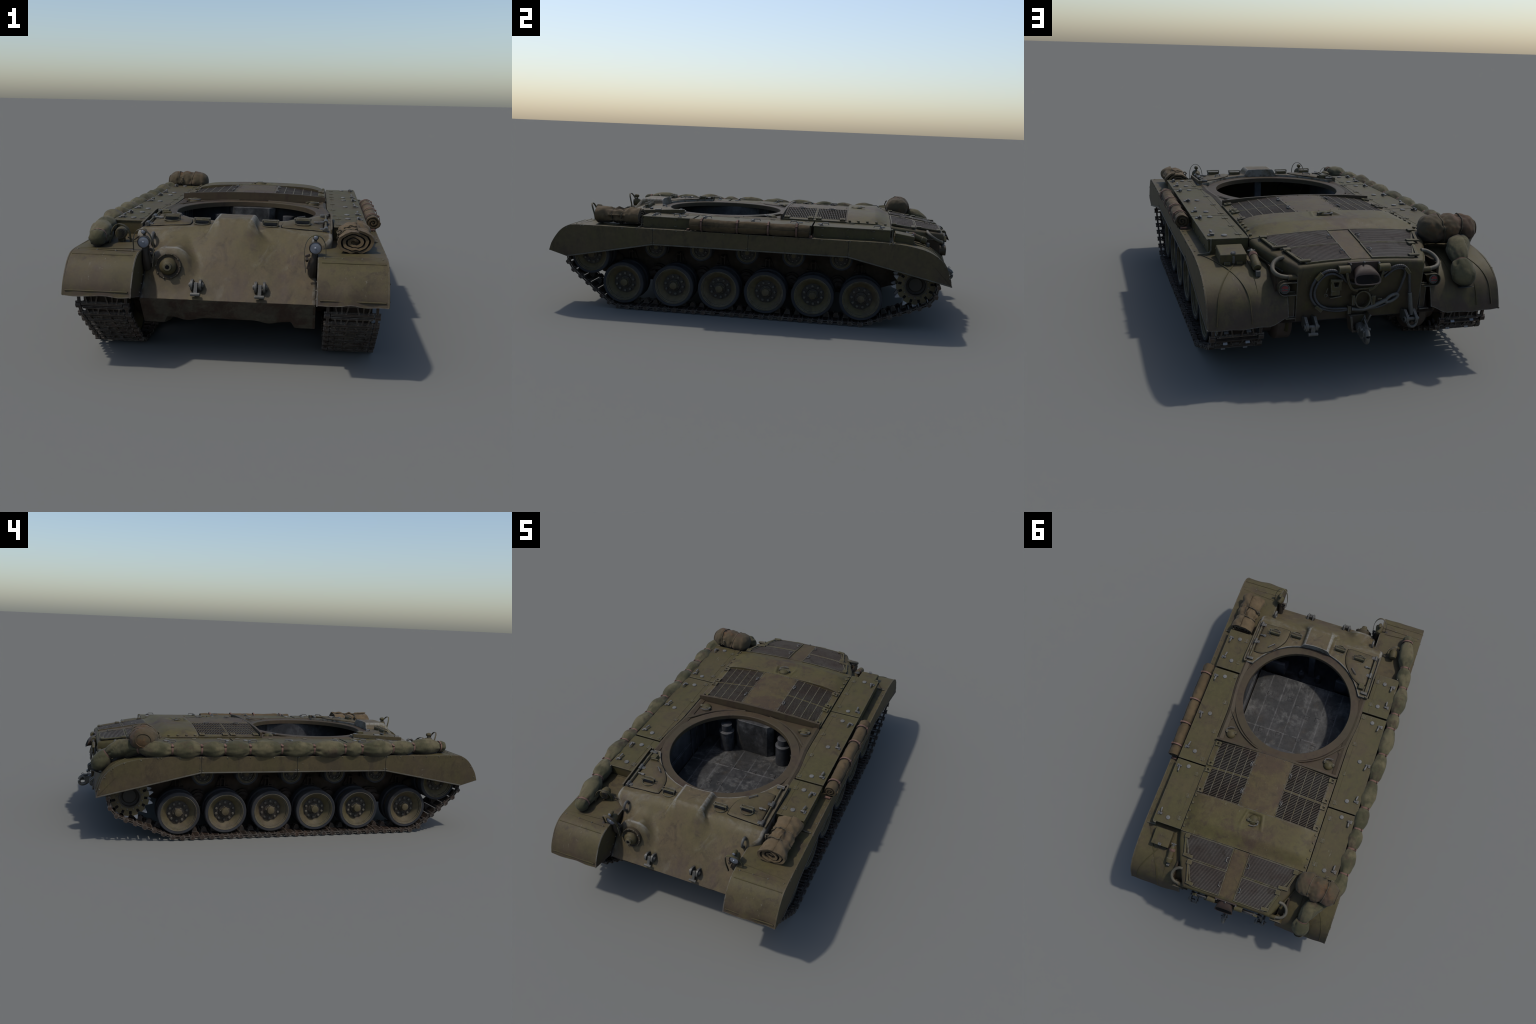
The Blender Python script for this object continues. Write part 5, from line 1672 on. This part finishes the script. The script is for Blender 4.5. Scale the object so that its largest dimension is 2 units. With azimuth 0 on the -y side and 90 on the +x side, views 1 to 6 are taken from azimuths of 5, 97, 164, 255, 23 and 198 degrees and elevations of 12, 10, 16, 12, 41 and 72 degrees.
# walls, bulkhead, forward well
m = MB()
for s in (1, -1):
    m.box((s * 0.2985, -0.25, 0.280), (0.003, 0.70, 0.33))
    for y in (-0.10, -0.04, 0.05):
        m.box((s * 0.293, y, 0.35), (0.010, 0.012, 0.21))
    m.box((s * 0.292, -0.30, 0.335), (0.010, 0.36, 0.010))
m.box((0, 0.1000, 0.285), (0.60, 0.004, 0.32))
m.box((0, -0.565, 0.130), (0.60, 0.23, 0.006))
part("inner_wall", m, M_INNER, e)
m = MB().prism([(-0.084, 0.040), (0.080, 0.034), (0.108, 0.060), (0.108, 0.098), (-0.110, 0.098), (-0.110, 0.062)], 2, 0.244, 0.438)
part("bulkhead_cover", m, M_FLOOR, e, bevel=0.003)
for s in (1, -1):
    x, y = (0.172, 0.028) if s > 0 else (-0.150, 0.030)
    m = MB().revolve([(0.038, 0), (0.038, 0.110), (0.040, 0.112), (0.040, 0.118), (0.034, 0.122), (0.028, 0.123), (0.028, 0.160), (0.010, 0.163)], (x, y, 0.244), (0, 0, 1), 24, True)
    part("filter_canister", m, M_INNER, e)
part("front_pillar", MB().box((0.012, -0.575, 0.29), (0.036, 0.03, 0.34)), M_INNER, e, bevel=0.003)
for x in (0.068, -0.040):
    m = MB().revolve([(0.020, 0), (0.020, 0.05), (0.012, 0.062), (0.008, 0.064), (0.008, 0.076), (0.003, 0.078)], (x, -0.548, 0.128), (0, 0, 1), 16, True)
    part("storage_bottle", m, M_INNER, e)
for s in (1, -1):
    m = MB().box((s * 0.215, -0.535, 0.20), (0.12, 0.09, 0.03)).box((s * 0.215, -0.492, 0.27), (0.12, 0.02, 0.14)).box((s * 0.215, -0.535, 0.155), (0.05, 0.05, 0.06))
    part("crew_seat", m, M_INNER, e, bevel=0.006)

# ================================================================== CANVAS BUNDLES
def rope_ring(c, t, r, w, mat, parent, name="strap", seed=0, flat=True, rx=1.0, rz=1.0):
    u, v, d = frame(t)
    pts = [c + u * (r * cos(a)) + v * (r * sin(a)) for a in [2 * pi * k / 24 for k in range(24)]]
    if flat:
        part(name, MB().strip(pts, d, w, 0.0028, closed=True), mat, parent)
    else:
        part(name, MB().tube(pts, w, 6, closed=True), mat, parent)


# long camouflage-net sausage strapped along the right side
e = empty("tarp_sausage")
ctl = [(-0.473, -0.842, 0.4385), (-0.478, -0.799, 0.4385), (-0.492, -0.715, 0.4395), (-0.506, -0.636, 0.4395), (-0.520, -0.57, 0.4385), (-0.529, -0.514, 0.4375), (-0.5315, -0.43, 0.4370), (-0.5315, -0.349, 0.4365), (-0.532, -0.26, 0.4365),
       (-0.533, -0.18, 0.4365), (-0.532, -0.102, 0.4365), (-0.530, -0.02, 0.4365), (-0.528, 0.059, 0.4365), (-0.528, 0.14, 0.4365), (-0.528, 0.215, 0.4365), (-0.527, 0.335, 0.4365), (-0.527, 0.446, 0.4365), (-0.528, 0.582, 0.4365), (-0.520, 0.655, 0.4365),
       (-0.495, 0.715, 0.436), (-0.455, 0.758, 0.432), (-0.424, 0.798, 0.424), (-0.410, 0.835, 0.412), (-0.403, 0.866, 0.392), (-0.402, 0.893, 0.362), (-0.403, 0.914, 0.330), (-0.404, 0.921, 0.310)]
path = catmull(ctl, 14)
arc = [0.0]
for a, b in zip(path, path[1:]):
    arc.append(arc[-1] + (b - a).length)
straps = []
for target in ((-0.478, -0.799), (-0.506, -0.636), (-0.529, -0.514), (-0.5315, -0.349), (-0.532, -0.26), (-0.532, -0.102), (-0.528, 0.059), (-0.528, 0.215), (-0.527, 0.335), (-0.527, 0.446), (-0.528, 0.582), (-0.487, 0.722), (-0.403, 0.866)):
    i = min(range(len(path)), key=lambda k: hypot(path[k].x - target[0], path[k].y - target[1]))
    straps.append((arc[i], i))
ends = [0.0] + [s_[0] for s_ in straps] + [arc[-1]]


def saus_r(sarc):
    for k in range(len(ends) - 1):
        a, b = ends[k], ends[k + 1]
        if sarc <= b + 1e-9:
            t = (sarc - a) / (b - a)
            ra = 0.0 if k == 0 else 0.0225
            rb = 0.0 if k == len(ends) - 2 else 0.0225
            rm = 0.0385 + 0.0035 * min(1.0, (b - a) / 0.16) + 0.0015 * sin(k * 2.7)
            if k == 0:
                return 0.0345 * sqrt(max(0.0, 1 - (1 - t) ** 2.2)) - 0.0080 * t ** 3
            if k == len(ends) - 2:
                return lerp(0.030, 0.0, t ** 6) * 1.0 + 0.014 * sin(pi * min(1, t * 1.05)) ** 0.7 if t < 0.97 else max(0.0, 0.03 * (1 - t) / 0.03)
            return 0.0225 + (rm - 0.0225) * sin(pi * t) ** 0.85
    return 0.0


def saus_rf(i, a, s_):
    # each bag between two straps sags and swells by its own amount
    r = max(saus_r(arc[i]), 0.0012)
    d = min(abs(arc[i] - q) for q, _ in straps)
    wr = 0.10 * exp(-(d / 0.024) ** 2) * sin(8 * a + 5 * noise.noise(V((arc[i] * 9, 0, 0))))
    fold = 0.13 * noise.noise(V((cos(a) * 1.4, sin(a) * 1.4, arc[i] * 16))) + 0.05 * noise.noise(V((cos(a) * 3, sin(a) * 3, arc[i] * 40)))
    # creases running lengthways
    cr = -0.11 * max(0.0, 1 - abs(sin(1.5 * a + 3.0 * noise.noise(V((arc[i] * 6, 3, 1))))) * 6)
    calm = 1 - 0.85 * exp(-(d / 0.012) ** 2)
    return r * (1 + wr * calm + (fold + cr) * calm)


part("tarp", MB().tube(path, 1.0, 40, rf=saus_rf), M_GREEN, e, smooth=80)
for q, i in straps:
    t = path[min(i + 2, len(path) - 1)] - path[max(i - 2, 0)]
    rope_ring(path[i], t, saus_r(arc[i]) + 0.0022, 0.0085, M_STRAP, e)
    c = path[i] + V((-0.0225, 0, 0.0185))
    part("buckle", MB().box(c, (0.006, 0.011, 0.008), Matrix.Rotation(-0.7, 3, "Y")), M_STRAP, e, bevel=0.001)

# duffel bag tied on the right rear corner
e = empty("duffel_bag")


def bag(u, v):
    a = 2 * pi * u
    t = v * 2 - 1
    L = 0.112
    x = L * math.copysign(abs(t) ** 0.92, t)
    r = (max(0.0, 1 - abs(t) ** 5.0)) ** 0.5
    pin = 1 - 0.14 * exp(-((t - 0.22) / 0.11) ** 2) - 0.14 * exp(-((t + 0.30) / 0.11) ** 2)
    ry, rz = 0.064 * r * pin, 0.055 * r * pin
    p = V((x, ry * cos(a), rz * sin(a)))
    f = 0.10 * noise.noise(p * 24) + 0.06 * noise.noise(p * 60 + V((3, 1, 7)))
    near = exp(-((t - 0.22) / 0.16) ** 2) + exp(-((t + 0.30) / 0.16) ** 2)
    f += 0.05 * near * sin(8 * a + 3 * noise.noise(p * 30))
    p.y *= 1 + f
    p.z *= 1 + f
    return V((-0.424, 0.7015, 0.4790)) + Matrix.Rotation(-0.10, 3, "Z") @ p


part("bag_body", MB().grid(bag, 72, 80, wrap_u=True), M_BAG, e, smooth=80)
for t0 in (0.22, -0.30):
    loop = []
    for k in range(40):
        p = V(bag(k / 40, (t0 + 0.10 * sin(2 * pi * k / 40 + (0 if t0 > 0 else pi)) + 1) / 2))
        c = V((p.x, 0.7015, 0.4790))
        loop.append(c + (p - c) * 1.03)
    part("bag_rope", MB().tube(loop, 0.0024, 6, closed=True), M_ROPE, e)
for t0 in (-0.93,):
    part("bag_seam", MB().tube([V(bag(k / 30, (t0 + 1) / 2)) + V((0.002 * (1 if t0 > 0 else -1), 0, 0)) for k in range(30)], 0.0024, 6, closed=True), M_BAG, e)
part("bag_rope_knot", MB().tube(catmull([V((-0.452, 0.640, 0.508)), V((-0.446, 0.634, 0.50)), V((-0.455, 0.630, 0.488)), V((-0.462, 0.630, 0.478))], 4), 0.0028, 6).dome((-0.448, 0.636, 0.502), 0.006, 0.006, 8, 3, (0, -1, 0)), M_ROPE, e)


# rolled goods: a spiral sheet seen at the ends
def spiral_roll(c0, c1, R, turns, thick, shape, pinch, seed, ny=40, per=36, rmin=0.006, shift=None):
    """sheet of cloth wound about an axis from c0 to c1; shape(angle)-> radial factor; pinch(t)-> scale"""
    c0, c1 = V(c0), V(c1)
    d = (c1 - c0).normalized()
    up = V((0, 0, 1))
    sx = d.cross(up).normalized()
    up = sx.cross(d)
    n = int(turns * per)
    outer, inner = [], []
    for i in range(n + 1):
        t = i / n
        a = 2 * pi * turns * t
        r = lerp(rmin, R, t)
        outer.append((a, r))
        inner.append((a, max(0.001, r - thick)))
    prof = outer + inner[::-1]
    m = MB()
    npf = len(prof)
    vs = []
    for j in range(ny):
        t = j / (ny - 1)
        c = c0.lerp(c1, t)
        for a, r in prof:
            k = shape(a) * pinch(t, a, r / R)
            jit = 0.0
            if shift:
                jit = shift(a, r / R, t)
            p = c + d * jit + (sx * cos(a) + up * sin(a)) * (r * k)
            vs.append(p)
    fs = []
    for j in range(ny - 1):
        for i in range(npf):
            i2 = (i + 1) % npf
            fs.append((j * npf + i, j * npf + i2, (j + 1) * npf + i2, (j + 1) * npf + i))
    # end strips: quads between the outer and inner spiral
    for j in (0, ny - 1):
        for i in range(n):
            fs.append((j * npf + i, j * npf + i + 1, j * npf + npf - 2 - i, j * npf + npf - 1 - i))
    return m.add(vs, fs)


# khaki bedroll on the left front fender
e = empty("bedroll")


def bed_shape(a):
    sx, sz = cos(a), sin(a)
    w = 1.52 - 0.30 * max(0, sz)
    f = 1.0 / (abs(sx / w) ** 2.3 + abs(sz / (1.02 if sz > 0 else 0.84)) ** 2.6) ** (1 / 2.45)
    return f * (1 + 0.05 * noise.noise(V((sx * 1.5, sz * 1.5, 2.0))))


def bed_pinch(t, a, q):
    s0 = exp(-((t - 0.40) / 0.075) ** 2) + exp(-((t - 0.62) / 0.075) ** 2)
    wr = 0.055 * (exp(-((t - 0.40) / 0.16) ** 2) + exp(-((t - 0.62) / 0.16) ** 2)) * sin(11 * a + 4 * noise.noise(V((t * 6, a, 0)))) * q
    flare = 0.08 * sstep(0.22, 0.0, t) + 0.05 * sstep(0.80, 1.0, t)
    n = 0.13 * noise.noise(V((cos(a) * 2, sin(a) * 2, t * 6))) + 0.05 * noise.noise(V((cos(a) * 5, sin(a) * 5, t * 14)))
    return 1 - 0.17 * s0 + wr + flare + n


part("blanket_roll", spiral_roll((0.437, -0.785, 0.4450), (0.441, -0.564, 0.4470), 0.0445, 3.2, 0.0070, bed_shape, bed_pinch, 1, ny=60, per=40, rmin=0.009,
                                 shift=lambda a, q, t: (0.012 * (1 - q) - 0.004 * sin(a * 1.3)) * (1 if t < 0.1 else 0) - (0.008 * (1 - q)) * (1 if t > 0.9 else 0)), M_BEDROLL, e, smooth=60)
part("blanket_core", MB().tube([(0.4375, -0.766, 0.4425), (0.439, -0.65, 0.4425), (0.4405, -0.585, 0.4425)], 0.030, 20, rf=lambda i, a, q: 0.85), M_BEDROLL, e)
for t in (0.40, 0.62):
    c = V((0.437, -0.783, 0.444)).lerp(V((0.441, -0.566, 0.444)), t)
    pts = []
    for k in range(36):
        a = 2 * pi * k / 36
        r = 0.0425 * bed_shape(a) * bed_pinch(t, a, 1.0) + 0.0015
        pts.append(c + V((r * cos(a), 0.010 * sin(a + t * 9), r * sin(a))))
    part("blanket_rope", MB().tube(pts, 0.0026, 6, closed=True), M_ROPE, e)
part("blanket_rope_knot", MB().tube(catmull([(0.392, -0.692, 0.470), (0.386, -0.696, 0.474), (0.378, -0.690, 0.466), (0.382, -0.702, 0.460)], 4), 0.003, 6).dome((0.390, -0.692, 0.470), 0.006, 0.006, 8, 3), M_ROPE, e)

# long tan tarpaulin roll on the left side
e = empty("tarpaulin_roll")


def tan_pinch(t, a, q):
    y = lerp(-0.298, 0.262, t)
    k = 1.0
    for yy in (-0.243, -0.073, 0.073, 0.205):
        k -= 0.085 * exp(-((y - yy) / 0.016) ** 2)
    k += 0.12 * noise.noise(V((cos(a) * 1.2, sin(a) * 1.2, y * 12))) + 0.06 * noise.noise(V((cos(a) * 3, sin(a) * 3, y * 40)))
    return k


part("tarp_roll", spiral_roll((0.538, -0.298, 0.4380), (0.536, 0.262, 0.4380), 0.0305, 7.0, 0.0038, lambda a: 1.0, tan_pinch, 2, ny=130, per=26, rmin=0.003,
                              shift=lambda a, q, t: (-0.004 if t < 0.02 else 0.004 if t > 0.98 else 0) * sin(a * 0.7) * (1 - 0.3 * q)), M_TAN, e, smooth=60)
for yy in (-0.243, -0.073, 0.073, 0.205):
    rope_ring(V((0.537, yy, 0.439)), V((0, 1, 0)), 0.0312, 0.0080, M_STRAP, e)
    part("buckle", MB().box((0.562, yy, 0.458), (0.006, 0.011, 0.008), Matrix.Rotation(0.7, 3, "Y")), M_STRAP, e, bevel=0.001)
for y in (-0.312, 0.27):
    part("strap_end", MB().box((0.530, y, 0.411), (0.028, 0.012, 0.008)).cyl((0.540, y, 0.406), (0.540, y, 0.416), 0.005, 8), M_STRAP, e, bevel=0.001)
